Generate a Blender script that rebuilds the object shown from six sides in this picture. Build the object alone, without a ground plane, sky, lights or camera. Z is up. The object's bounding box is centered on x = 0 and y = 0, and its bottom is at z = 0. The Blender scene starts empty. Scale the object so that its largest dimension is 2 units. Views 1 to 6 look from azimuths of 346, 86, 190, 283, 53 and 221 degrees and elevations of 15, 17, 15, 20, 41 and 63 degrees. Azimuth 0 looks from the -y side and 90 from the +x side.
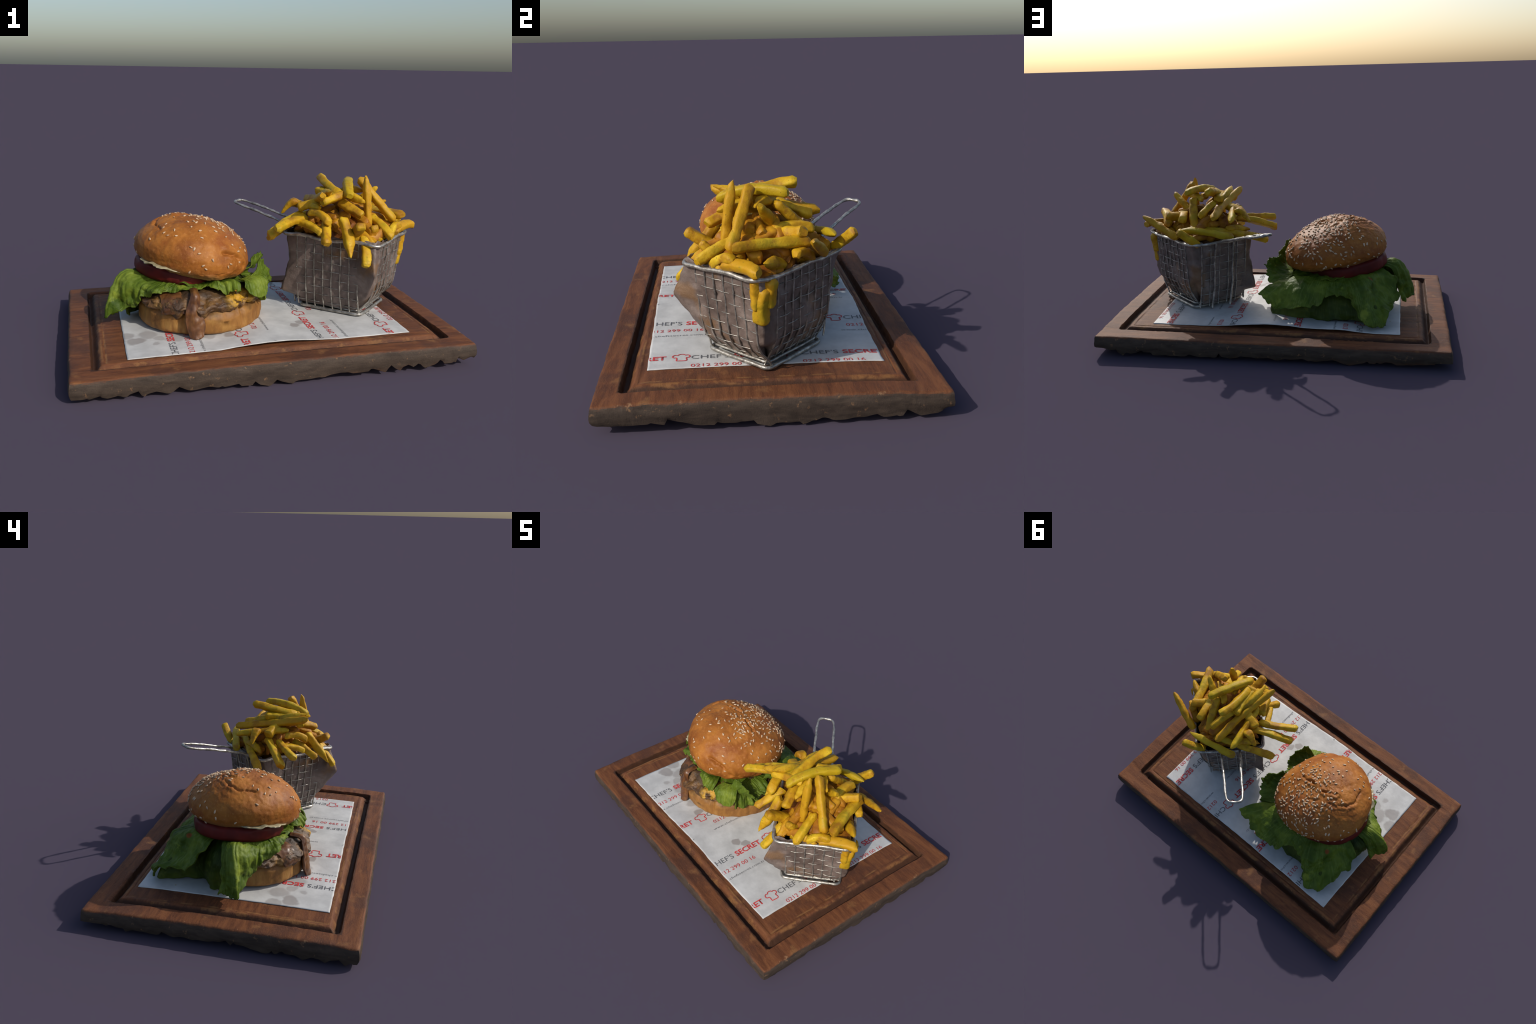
"""Burger with fries in a wire basket on a grooved wooden serving board."""
import bpy, bmesh, math, random
import numpy as np
from mathutils import Vector, Matrix, noise

R = random.Random(7)
RNG = np.random.default_rng(7)
COL = bpy.context.scene.collection


# ------------------------------------------------------------------ helpers
def link(ob, parent=None):
    COL.objects.link(ob)
    if parent is not None:
        ob.parent = parent
    return ob


def empty(name, loc=(0, 0, 0), parent=None):
    ob = bpy.data.objects.new(name, None)
    ob.empty_display_size = 0.05
    link(ob, parent)
    ob.location = loc
    return ob


def mesh_obj(name, verts, faces, mat=None, parent=None, smooth=True):
    me = bpy.data.meshes.new(name)
    me.from_pydata([tuple(v) for v in np.asarray(verts, float)], [], [tuple(f) for f in faces])
    me.validate()
    if smooth:
        me.polygons.foreach_set("use_smooth", [True] * len(me.polygons))
    if mat:
        me.materials.append(mat)
    me.update()
    return link(bpy.data.objects.new(name, me), parent)


def grid_faces(nu, nv, wrap_u=False, wrap_v=False):
    """faces of a grid whose vertex (i, j) has index i * nv + j"""
    out = []
    for i in range(nu if wrap_u else nu - 1):
        for j in range(nv if wrap_v else nv - 1):
            a, b = i, (i + 1) % nu
            c, d = j, (j + 1) % nv
            out.append((a * nv + c, b * nv + c, b * nv + d, a * nv + d))
    return out


def nz(p, s=1.0, seed=0.0):
    return noise.noise(Vector((p[0] * s + seed, p[1] * s - seed * 0.7, p[2] * s + seed * 1.3)))


def fbm(p, s=1.0, seed=0.0, octaves=4):
    return noise.fractal(Vector((p[0] * s + seed, p[1] * s - seed * 0.7, p[2] * s + seed * 1.3)), 1.0, 2.0, octaves)


def catmull(P, t):
    """Catmull-Rom through the rows of P (n x ...), t array in 0..n-1"""
    P = np.asarray(P, float)
    n = len(P)
    ext = np.concatenate([2 * P[:1] - P[1:2], P, 2 * P[-1:] - P[-2:-1]])
    i = np.clip(np.floor(t).astype(int), 0, n - 2)
    f = (t - i).reshape((-1,) + (1,) * (P.ndim - 1))
    a, b, c, d = ext[i], ext[i + 1], ext[i + 2], ext[i + 3]
    return 0.5 * (2 * b + (c - a) * f + (2 * a - 5 * b + 4 * c - d) * f ** 2 + (3 * b - a - 3 * c + d) * f ** 3)


def grid_normals(G):
    du = np.gradient(G, axis=0)
    dv = np.gradient(G, axis=1)
    n = np.cross(du, dv)
    return n / np.maximum(np.linalg.norm(n, axis=-1, keepdims=True), 1e-9)


def tube(path, radius, sides=8, closed=False, wobble=0.0, seed=0.0):
    """verts and faces of a round wire along a list of points; radius may be a list"""
    P = np.asarray(path, float)
    n = len(P)
    T = (np.roll(P, -1, 0) - np.roll(P, 1, 0)) if closed else np.gradient(P, axis=0)
    T /= np.maximum(np.linalg.norm(T, axis=1, keepdims=True), 1e-9)
    up = np.array([0.0, 0.0, 1.0]) if abs(T[0][2]) < 0.8 else np.array([1.0, 0.0, 0.0])
    nrm = up - T[0] * up.dot(T[0])
    nrm /= np.linalg.norm(nrm)
    V = []
    a = np.linspace(0, 2 * np.pi, sides, endpoint=False)
    for i in range(n):
        nrm = nrm - T[i] * nrm.dot(T[i])
        nrm /= np.linalg.norm(nrm)
        b = np.cross(T[i], nrm)
        r = radius[i] if hasattr(radius, "__len__") else radius
        r *= 1 + wobble * nz(P[i], 40, seed)
        V.append(P[i] + r * (np.cos(a)[:, None] * nrm + np.sin(a)[:, None] * b))
    V = np.concatenate(V)
    F = grid_faces(n, sides, wrap_u=closed, wrap_v=True)
    if not closed:
        F.append(tuple(range(sides))[::-1])
        F.append(tuple((n - 1) * sides + k for k in range(sides)))
    return V, F


def merge(parts):
    V, F, o = [], [], 0
    for v, f in parts:
        V.append(np.asarray(v, float))
        F += [tuple(i + o for i in q) for q in f]
        o += len(v)
    return np.concatenate(V), F


def smoothstep(a, b, x):
    t = np.clip((x - a) / (b - a), 0, 1)
    return t * t * (3 - 2 * t)


# ------------------------------------------------------------------ materials
class Mat:
    def __init__(self, name, rough=0.6, spec=0.5):
        self.m = bpy.data.materials.new(name)
        self.m.use_nodes = True
        self.nt = self.m.node_tree
        self.b = self.nt.nodes["Principled BSDF"]
        self.b.inputs["Roughness"].default_value = rough
        self.b.inputs["Specular IOR Level"].default_value = spec
        self.tc = self.nt.nodes.new("ShaderNodeTexCoord").outputs["Object"]

    def node(self, kind, **kw):
        n = self.nt.nodes.new(kind)
        for k, v in kw.items():
            setattr(n, k, v)
        return n

    def put(self, sock, val):
        if isinstance(val, bpy.types.NodeSocket):
            self.nt.links.new(val, sock)
        else:
            sock.default_value = val

    def mapping(self, scale=(1, 1, 1), rot=(0, 0, 0), loc=(0, 0, 0), src=None):
        n = self.node("ShaderNodeMapping")
        self.put(n.inputs["Vector"], src or self.tc)
        n.inputs["Scale"].default_value = scale
        n.inputs["Rotation"].default_value = rot
        n.inputs["Location"].default_value = loc
        return n.outputs[0]

    def noise(self, scale, detail=4, rough=0.55, dist=0.0, vec=None):
        n = self.node("ShaderNodeTexNoise")
        self.put(n.inputs["Vector"], vec or self.tc)
        n.inputs["Scale"].default_value = scale
        n.inputs["Detail"].default_value = detail
        n.inputs["Roughness"].default_value = rough
        n.inputs["Distortion"].default_value = dist
        return n.outputs["Fac"]

    def voronoi(self, scale, feature="F1", vec=None, out="Distance"):
        n = self.node("ShaderNodeTexVoronoi", feature=feature)
        self.put(n.inputs["Vector"], vec or self.tc)
        n.inputs["Scale"].default_value = scale
        return n.outputs[out]

    def ramp(self, fac, *stops):
        n = self.node("ShaderNodeValToRGB")
        self.put(n.inputs["Fac"], fac)
        el = n.color_ramp.elements
        while len(el) < len(stops):
            el.new(0.5)
        for e, (p, c) in zip(el, stops):
            e.position = p
            e.color = (*c, 1) if hasattr(c, "__len__") else (c, c, c, 1)
        return n.outputs["Color"]

    def mask(self, fac, lo, hi):
        n = self.node("ShaderNodeMapRange", interpolation_type="SMOOTHSTEP")
        self.put(n.inputs["Value"], fac)
        n.inputs["From Min"].default_value = lo
        n.inputs["From Max"].default_value = hi
        return n.outputs["Result"]

    def math(self, op, a, b=0.0):
        n = self.node("ShaderNodeMath", operation=op)
        self.put(n.inputs[0], a)
        self.put(n.inputs[1], b)
        return n.outputs[0]

    def mix(self, fac, a, b, mode="MIX"):
        n = self.node("ShaderNodeMix", data_type="RGBA", blend_type=mode)
        ins = [i for i in n.inputs if i.type == "RGBA"]
        self.put([i for i in n.inputs if i.type == "VALUE"][0], fac)
        for s, v in zip(ins, (a, b)):
            self.put(s, v if isinstance(v, bpy.types.NodeSocket) else (*v, 1))
        return [o for o in n.outputs if o.type == "RGBA"][0]

    def dist(self, point, scale=(1, 1, 1)):
        n = self.node("ShaderNodeVectorMath", operation="DISTANCE")
        v = self.mapping(scale=scale) if scale != (1, 1, 1) else self.tc
        self.put(n.inputs[0], v)
        n.inputs[1].default_value = tuple(p * s for p, s in zip(point, scale))
        return n.outputs["Value"]

    def sep(self):
        n = self.node("ShaderNodeSeparateXYZ")
        self.put(n.inputs[0], self.tc)
        return n.outputs

    def rand(self):
        return self.node("ShaderNodeObjectInfo").outputs["Random"]

    def bump(self, height, strength=0.3, dist=0.01):
        n = self.node("ShaderNodeBump")
        self.put(n.inputs["Height"], height)
        n.inputs["Strength"].default_value = strength
        n.inputs["Distance"].default_value = dist
        self.put(self.b.inputs["Normal"], n.outputs[0])

    def color(self, c):
        self.put(self.b.inputs["Base Color"], c if isinstance(c, bpy.types.NodeSocket) else (*c, 1))
        return self


def mat_wood():
    m = Mat("oiled_wood", 0.62, 0.18)
    g = m.noise(3.0, 8, 0.65, 0.6, m.mapping(scale=(1.6, 11, 11)))
    fine = m.noise(22, 6, 0.7, 0.2, m.mapping(scale=(2.0, 14, 6)))
    blot = m.noise(4.2, 5, 0.6)
    c = m.ramp(g, (0.28, (0.062, 0.022, 0.011)), (0.5, (0.128, 0.046, 0.019)), (0.74, (0.200, 0.078, 0.029)))
    c = m.mix(m.math("MULTIPLY", m.mask(blot, 0.48, 0.66), 0.85), c, (0.072, 0.030, 0.018))
    c = m.mix(m.mask(fine, 0.50, 0.75), c, (0.190, 0.074, 0.028))
    c = m.mix(m.math("MULTIPLY", m.mask(m.noise(9, 4), 0.60, 0.72), 0.5), c, (0.245, 0.115, 0.042))
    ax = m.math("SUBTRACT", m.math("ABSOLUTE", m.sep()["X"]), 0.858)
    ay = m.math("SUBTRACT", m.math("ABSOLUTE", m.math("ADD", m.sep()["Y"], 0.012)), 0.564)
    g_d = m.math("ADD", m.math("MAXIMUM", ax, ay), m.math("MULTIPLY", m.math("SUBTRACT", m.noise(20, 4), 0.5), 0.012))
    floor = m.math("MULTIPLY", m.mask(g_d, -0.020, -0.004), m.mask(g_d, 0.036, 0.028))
    c = m.mix(m.math("MULTIPLY", floor, 0.75), c, (0.036, 0.018, 0.011))  # groove painted darker: baked occlusion shade along with moisture
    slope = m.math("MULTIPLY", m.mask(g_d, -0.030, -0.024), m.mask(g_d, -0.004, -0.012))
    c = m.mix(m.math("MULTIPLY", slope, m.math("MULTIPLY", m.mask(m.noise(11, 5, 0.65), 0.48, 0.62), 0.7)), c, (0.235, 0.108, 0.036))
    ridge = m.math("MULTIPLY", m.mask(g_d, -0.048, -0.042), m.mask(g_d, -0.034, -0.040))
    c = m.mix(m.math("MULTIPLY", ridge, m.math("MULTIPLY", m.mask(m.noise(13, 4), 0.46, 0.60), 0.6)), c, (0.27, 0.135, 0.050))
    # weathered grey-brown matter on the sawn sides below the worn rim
    xyz = m.sep()
    nrm = m.node("ShaderNodeNewGeometry").outputs["True Normal"]
    sn = m.node("ShaderNodeSeparateXYZ")
    m.put(sn.inputs[0], nrm)
    edge = m.math("MAXIMUM", m.mask(m.math("ABSOLUTE", xyz["X"]), 0.968, 0.982), m.mask(m.math("ABSOLUTE", xyz["Y"]), 0.676, 0.70))
    side = m.math("MULTIPLY", m.mask(sn.outputs["Z"], 0.75, 0.25), edge)
    sidec = m.ramp(m.noise(7, 6, 0.65, 0.3, m.mapping(scale=(1.2, 1.2, 5))), (0.3, (0.036, 0.026, 0.020)), (0.7, (0.086, 0.062, 0.046)))
    c = m.mix(side, c, sidec)
    wear = m.math("MULTIPLY", edge, m.mask(m.noise(26, 5, 0.7), 0.60, 0.70))
    c = m.mix(m.math("MULTIPLY", wear, 0.7), c, (0.27, 0.150, 0.075))
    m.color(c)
    m.bump(m.math("ADD", fine, m.noise(120, 3)), 0.35, 0.004)
    return m.m


def mat_paper():
    m = Mat("waxed_paper", 0.55, 0.4)
    c = m.ramp(m.noise(9, 5, 0.6), (0.35, (0.425, 0.42, 0.405)), (0.65, (0.545, 0.54, 0.52)))
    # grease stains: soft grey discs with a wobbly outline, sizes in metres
    wob = m.math("MULTIPLY", m.math("SUBTRACT", m.noise(14, 3, 0.5), 0.5), 0.075)
    spots = [(-0.665, -0.315, 0.050, 0.75), (-0.70, -0.24, 0.045, 0.6), (-0.60, -0.24, 0.055, 0.55), (-0.575, -0.37, 0.022, 0.5),
             (-0.545, -0.30, 0.03, 0.5), (0.155, -0.30, 0.026, 0.8), (0.198, -0.262, 0.022, 0.7), (-0.20, -0.355, 0.03, 0.75),
             (-0.47, -0.31, 0.06, 0.5), (-0.30, -0.33, 0.04, 0.5)]
    tot = None
    for x, y, r, s in spots:
        d = m.math("ADD", m.dist((x, y, 0.12), (1, 1, 0.0001)), wob)
        k = m.math("MULTIPLY", m.mask(d, r * 1.15, r * 0.7), s)
        tot = k if tot is None else m.math("MAXIMUM", tot, k)
    c = m.mix(tot, c, (0.24, 0.215, 0.20))
    crumb = m.math("MULTIPLY", m.mask(m.voronoi(15), 0.10, 0.06), m.mask(m.noise(6, 2), 0.60, 0.62))
    c = m.mix(crumb, c, (0.45, 0.33, 0.18))
    m.color(c)
    m.bump(m.noise(38, 6, 0.6), 0.25, 0.004)
    return m.m


def mat_flat(name, col, rough=0.6, var=0.25, scale=30):
    m = Mat(name, rough, 0.3)
    a = tuple(x * (1 - var) for x in col)
    b = tuple(min(1, x * (1 + var)) for x in col)
    m.color(m.ramp(m.noise(scale, 4), (0.35, a), (0.65, b)))
    return m.m


def mat_bun_top():
    m = Mat("glazed_bun_crust", 0.50, 0.22)
    c = m.ramp(m.noise(6.5, 6, 0.62), (0.32, (0.200, 0.060, 0.011)), (0.52, (0.320, 0.112, 0.018)), (0.70, (0.43, 0.168, 0.029)))
    red = m.mask(m.noise(4.0, 3, 0.5), 0.52, 0.66)
    c = m.mix(m.math("MULTIPLY", red, 0.75), c, (0.215, 0.055, 0.011))
    fine = m.noise(70, 5, 0.7)
    c = m.mix(m.math("MULTIPLY", m.mask(fine, 0.52, 0.7), 0.35), c, (0.56, 0.27, 0.08))
    # pale, floury bottom rim of the bun (tilted plane in object space)
    xyz = m.sep()
    h = m.math("ADD", xyz["Z"], m.math("MULTIPLY", xyz["X"], 0.18))
    h = m.math("ADD", h, m.math("MULTIPLY", m.math("SUBTRACT", m.noise(13, 4), 0.5), 0.05))
    c = m.mix(m.math("MULTIPLY", m.mask(h, -0.045, -0.095), 0.6), c, (0.40, 0.27, 0.11))
    m.color(c)
    m.bump(m.math("ADD", m.noise(42, 6, 0.65), m.math("MULTIPLY", fine, 0.4)), 0.4, 0.006)
    return m.m


def mat_bun_bottom():
    m = Mat("toasted_bun_crust", 0.55, 0.35)
    c = m.ramp(m.noise(7, 6, 0.62, 0.4, m.mapping(scale=(1, 1, 0.6))), (0.32, (0.115, 0.042, 0.011)), (0.5, (0.265, 0.118, 0.025)), (0.68, (0.42, 0.235, 0.066)))
    streak = m.mask(m.noise(16, 5, 0.6, 0.3, m.mapping(scale=(1.6, 1.6, 0.22))), 0.55, 0.7)
    c = m.mix(m.math("MULTIPLY", streak, 0.5), c, (0.20, 0.075, 0.02))
    c = m.mix(m.math("MULTIPLY", m.mask(m.noise(5.5, 5, 0.6), 0.50, 0.66), 0.6), c, (0.125, 0.046, 0.012))
    hgt = m.math("ADD", m.sep()["Z"], m.math("MULTIPLY", m.math("SUBTRACT", m.noise(10, 5, 0.6), 0.5), 0.16))
    c = m.mix(m.math("MULTIPLY", m.mask(hgt, 0.030, 0.075), 0.8), c, m.ramp(m.noise(18, 4), (0.4, (0.050, 0.026, 0.012)), (0.65, (0.24, 0.125, 0.034))))
    m.color(c)
    m.bump(m.noise(45, 5, 0.65), 0.35, 0.006)
    return m.m


def mat_seed():
    m = Mat("sesame_seed_hull", 0.45, 0.4)
    m.color(m.mix(m.rand(), (0.41, 0.265, 0.150), (0.59, 0.43, 0.275)))
    return m.m


def mat_fry():
    m = Mat("fried_potato", 0.5, 0.22)
    c = m.ramp(m.noise(9, 5, 0.6), (0.32, (0.33, 0.150, 0.006)), (0.50, (0.50, 0.285, 0.009)), (0.70, (0.66, 0.44, 0.026)))
    r = m.rand()
    c = m.mix(m.math("MULTIPLY", m.mask(r, 0.62, 1.0), 0.7), c, (0.46, 0.235, 0.010))
    c = m.mix(m.math("MULTIPLY", m.mask(r, 0.35, 0.0), 0.7), c, (0.40, 0.295, 0.008))
    brown = m.math("MULTIPLY", m.mask(m.noise(13, 5, 0.68), 0.52, 0.68), 0.7)
    c = m.mix(brown, c, (0.27, 0.105, 0.012))
    olive = m.math("MULTIPLY", m.mask(m.noise(10, 4, 0.6, 0.3), 0.54, 0.66), 0.6)
    c = m.mix(olive, c, (0.33, 0.245, 0.010))
    speck = m.math("MULTIPLY", m.mask(m.voronoi(48), 0.22, 0.10), m.mask(m.noise(18, 3), 0.50, 0.58))
    c = m.mix(m.math("MULTIPLY", speck, 0.55), c, (0.16, 0.095, 0.012))
    m.color(c)
    m.b.inputs["Subsurface Weight"].default_value = 0.0
    m.bump(m.noise(60, 5, 0.65), 0.4, 0.006)
    return m.m


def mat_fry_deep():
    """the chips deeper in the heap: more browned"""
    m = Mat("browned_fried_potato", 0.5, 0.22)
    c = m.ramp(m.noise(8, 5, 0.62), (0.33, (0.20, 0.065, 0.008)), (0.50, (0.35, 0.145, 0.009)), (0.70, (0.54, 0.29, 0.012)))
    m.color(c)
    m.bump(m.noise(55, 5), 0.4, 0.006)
    return m.m


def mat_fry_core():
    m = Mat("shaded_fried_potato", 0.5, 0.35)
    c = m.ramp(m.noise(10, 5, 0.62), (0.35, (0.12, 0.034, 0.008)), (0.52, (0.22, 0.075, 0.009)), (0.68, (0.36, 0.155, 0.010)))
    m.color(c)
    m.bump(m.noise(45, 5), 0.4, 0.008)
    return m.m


def mat_leaf(name="lettuce_leaf_skin", k=1.0):
    m = Mat(name, 0.5, 0.22)
    c = m.ramp(m.noise(5.5, 5, 0.62, 0.3), (0.30, (0.042, 0.080, 0.007)), (0.50, (0.105, 0.160, 0.013)), (0.70, (0.225, 0.285, 0.030)))
    # veins fan out from the heart of the burger: noise over (angle, radius)
    xyz = m.sep()
    ang = m.math("ARCTAN2", m.math("SUBTRACT", xyz["Y"], 0.0), m.math("ADD", xyz["X"], 0.31))
    cmb = m.node("ShaderNodeCombineXYZ")
    m.put(cmb.inputs[0], m.math("MULTIPLY", ang, 5.5))
    m.put(cmb.inputs[1], m.math("MULTIPLY", xyz["Z"], 1.6))
    vein = m.noise(2.2, 5, 0.6, 0.25, cmb.outputs[0])
    c = m.mix(m.math("MULTIPLY", m.mask(m.math("ABSOLUTE", m.math("SUBTRACT", vein, 0.5)), 0.022, 0.003), 0.35), c, (0.235, 0.300, 0.070))
    c = m.mix(m.math("MULTIPLY", m.mask(vein, 0.50, 0.34), 0.18), c, (0.030, 0.072, 0.006))
    c = m.mix(m.math("MULTIPLY", m.mask(m.noise(12, 4, 0.6), 0.58, 0.70), 0.6), c, (0.330, 0.390, 0.045))
    c = m.mix(m.mask(m.dist((-0.546, 0.264, 0.361)), 0.020, 0.010), c, (0.30, 0.085, 0.015))
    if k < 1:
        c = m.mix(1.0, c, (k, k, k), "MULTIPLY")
    m.color(c)
    m.bump(m.math("ADD", m.math("MULTIPLY", vein, 0.6), m.noise(34, 5, 0.6)), 0.6, 0.010)
    tr = m.node("ShaderNodeBsdfTranslucent")
    m.put(tr.inputs["Color"], c)
    mx = m.node("ShaderNodeMixShader")
    mx.inputs[0].default_value = 0.22
    m.nt.links.new(m.b.outputs[0], mx.inputs[1])
    m.nt.links.new(tr.outputs[0], mx.inputs[2])
    m.nt.links.new(mx.outputs[0], m.nt.nodes["Material Output"].inputs["Surface"])
    return m.m


def mat_tomato():
    m = Mat("tomato_skin", 0.55, 0.2)
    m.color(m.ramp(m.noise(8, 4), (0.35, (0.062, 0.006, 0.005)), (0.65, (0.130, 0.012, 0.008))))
    m.bump(m.noise(30, 4), 0.15, 0.004)
    return m.m


def mat_filling():
    m = Mat("caramelised_onion", 0.35, 0.5)
    c = m.ramp(m.noise(11, 6, 0.68, 0.5), (0.33, (0.028, 0.017, 0.011)), (0.48, (0.085, 0.040, 0.014)), (0.60, (0.19, 0.095, 0.026)), (0.74, (0.36, 0.21, 0.055)))
    xyz = m.sep()
    hgt = m.math("ADD", xyz["Z"], m.math("MULTIPLY", m.math("SUBTRACT", m.noise(9, 4), 0.5), 0.16))
    c = m.mix(m.math("MULTIPLY", m.mask(hgt, 0.000, 0.045), 0.85), c, m.ramp(m.noise(15, 4), (0.4, (0.020, 0.014, 0.010)), (0.7, (0.095, 0.052, 0.022))))
    cheese = m.mask(m.dist((0.18, -0.265, 0.01)), 0.12, 0.06)
    c = m.mix(m.math("MULTIPLY", cheese, m.mask(m.noise(16, 4), 0.40, 0.52)), c, (0.50, 0.27, 0.022))
    m.color(c)
    m.bump(m.noise(34, 6, 0.7), 0.7, 0.012)
    return m.m


def mat_bacon():
    m = Mat("fried_bacon", 0.38, 0.5)
    c = m.ramp(m.noise(11, 5, 0.6, 0.6, m.mapping(scale=(1.8, 1.8, 0.7))), (0.33, (0.055, 0.020, 0.008)), (0.52, (0.120, 0.046, 0.014)), (0.70, (0.215, 0.098, 0.029)))
    m.color(c)
    m.bump(m.noise(22, 5, 0.6, 0.3, m.mapping(scale=(2, 2, 0.8))), 0.3, 0.006)
    return m.m


def mat_mayo():
    m = Mat("creamy_sauce", 0.4, 0.5)
    m.color(m.ramp(m.noise(25, 4), (0.35, (0.22, 0.19, 0.11)), (0.65, (0.40, 0.35, 0.21))))
    return m.m


def mat_steel(name="worn_steel_wire", k=1.0):
    m = Mat(name, 0.36, 0.5)
    m.b.inputs["Metallic"].default_value = 0.7
    m.color(m.ramp(m.noise(30, 5, 0.7), (0.3, (0.12 * k, 0.11 * k, 0.10 * k)), (0.5, (0.32 * k, 0.30 * k, 0.265 * k)), (0.7, (0.58 * k, 0.55 * k, 0.49 * k))))
    m.bump(m.noise(70, 4), 0.4, 0.004)
    return m.m


def mat_liner():
    m = Mat("greasy_paper_liner", 0.5, 0.4)
    c = m.ramp(m.noise(7, 5, 0.65, 0.4), (0.34, (0.085, 0.060, 0.049)), (0.52, (0.155, 0.115, 0.097)), (0.70, (0.26, 0.205, 0.175)))
    gold = m.mask(m.noise(5.5, 3, 0.5), 0.56, 0.68)
    c = m.mix(m.math("MULTIPLY", gold, 0.55), c, (0.20, 0.095, 0.022))
    m.color(c)
    m.bump(m.noise(22, 6, 0.65), 0.5, 0.012)
    return m.m


WOOD, PAPER, BUN, HEEL, SEED = mat_wood(), mat_paper(), mat_bun_top(), mat_bun_bottom(), mat_seed()
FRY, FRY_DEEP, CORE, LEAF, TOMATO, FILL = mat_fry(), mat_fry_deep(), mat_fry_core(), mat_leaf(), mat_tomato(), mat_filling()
BACON, MAYO, STEEL, LINER = mat_bacon(), mat_mayo(), mat_steel(), mat_liner()
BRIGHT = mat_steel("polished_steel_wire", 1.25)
SHADED_LEAF = mat_leaf("shaded_leaf_skin", 0.45)  # leaf colour darkened to imitate the shade of the hollow
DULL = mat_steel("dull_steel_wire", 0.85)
INK_RED = mat_flat("red_ink", (0.50, 0.045, 0.045), 0.6)
INK_GREY = mat_flat("grey_ink", (0.115, 0.115, 0.12), 0.6)


# ------------------------------------------------------------------ the board
# corners of the top face (front-left, front-right, back-right, back-left)
TOP = np.array([(-0.980, -0.709), (0.986, -0.702), (0.985, 0.695), (-0.986, 0.684)])


def board_z(x, y):
    return 0.112 + 0.010 * x - 0.006 * y + 0.007 * (1 - x * x) * (0.5 - 0.7 * y) + 0.011 * max(0.0, 1 - (y / (0.58 if y > 0 else 0.66)) ** 4)


def bil(c, s, t):
    """bilinear point of four corners for s, t in 0..1"""
    s, t = np.asarray(s)[..., None], np.asarray(t)[..., None]
    return (1 - s) * (1 - t) * c[0] + s * (1 - t) * c[1] + s * t * c[2] + (1 - s) * t * c[3]


def groove_depth(x, y):
    """juice groove: steep outer wall, narrow floor, long sloping inner wall with a scored line above it"""
    out_d = max(abs(x - 0.003) - 0.886, abs(y + 0.015) - 0.592)
    inn_d = max(abs(x) - 0.832, abs(y + 0.010) - 0.538)
    w = 0.0022 * nz((x, y, 0), 9, 3.0) + 0.0022 * nz((x, y, 0), 60, 5.0)
    qx, qy = abs(x - 0.003) - 0.850, abs(y + 0.015) - 0.556
    if qx > 0 and qy > 0:
        out_d = max(out_d, math.hypot(qx, qy) - 0.040)
    out_d, inn_d = out_d + w, inn_d + w
    line = 0.0035 * math.exp(-((inn_d + 0.018) / 0.0035) ** 2)
    if out_d >= 0 or inn_d <= 0:
        return line
    a = min(1.0, -out_d / 0.010)
    b = min(1.0, inn_d / 0.036)
    deep = 0.030 if abs(x) > 0.82 else 0.038
    return max(line, deep * a * (0.25 * b + 0.75 * b * b * (3 - 2 * b)))


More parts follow.
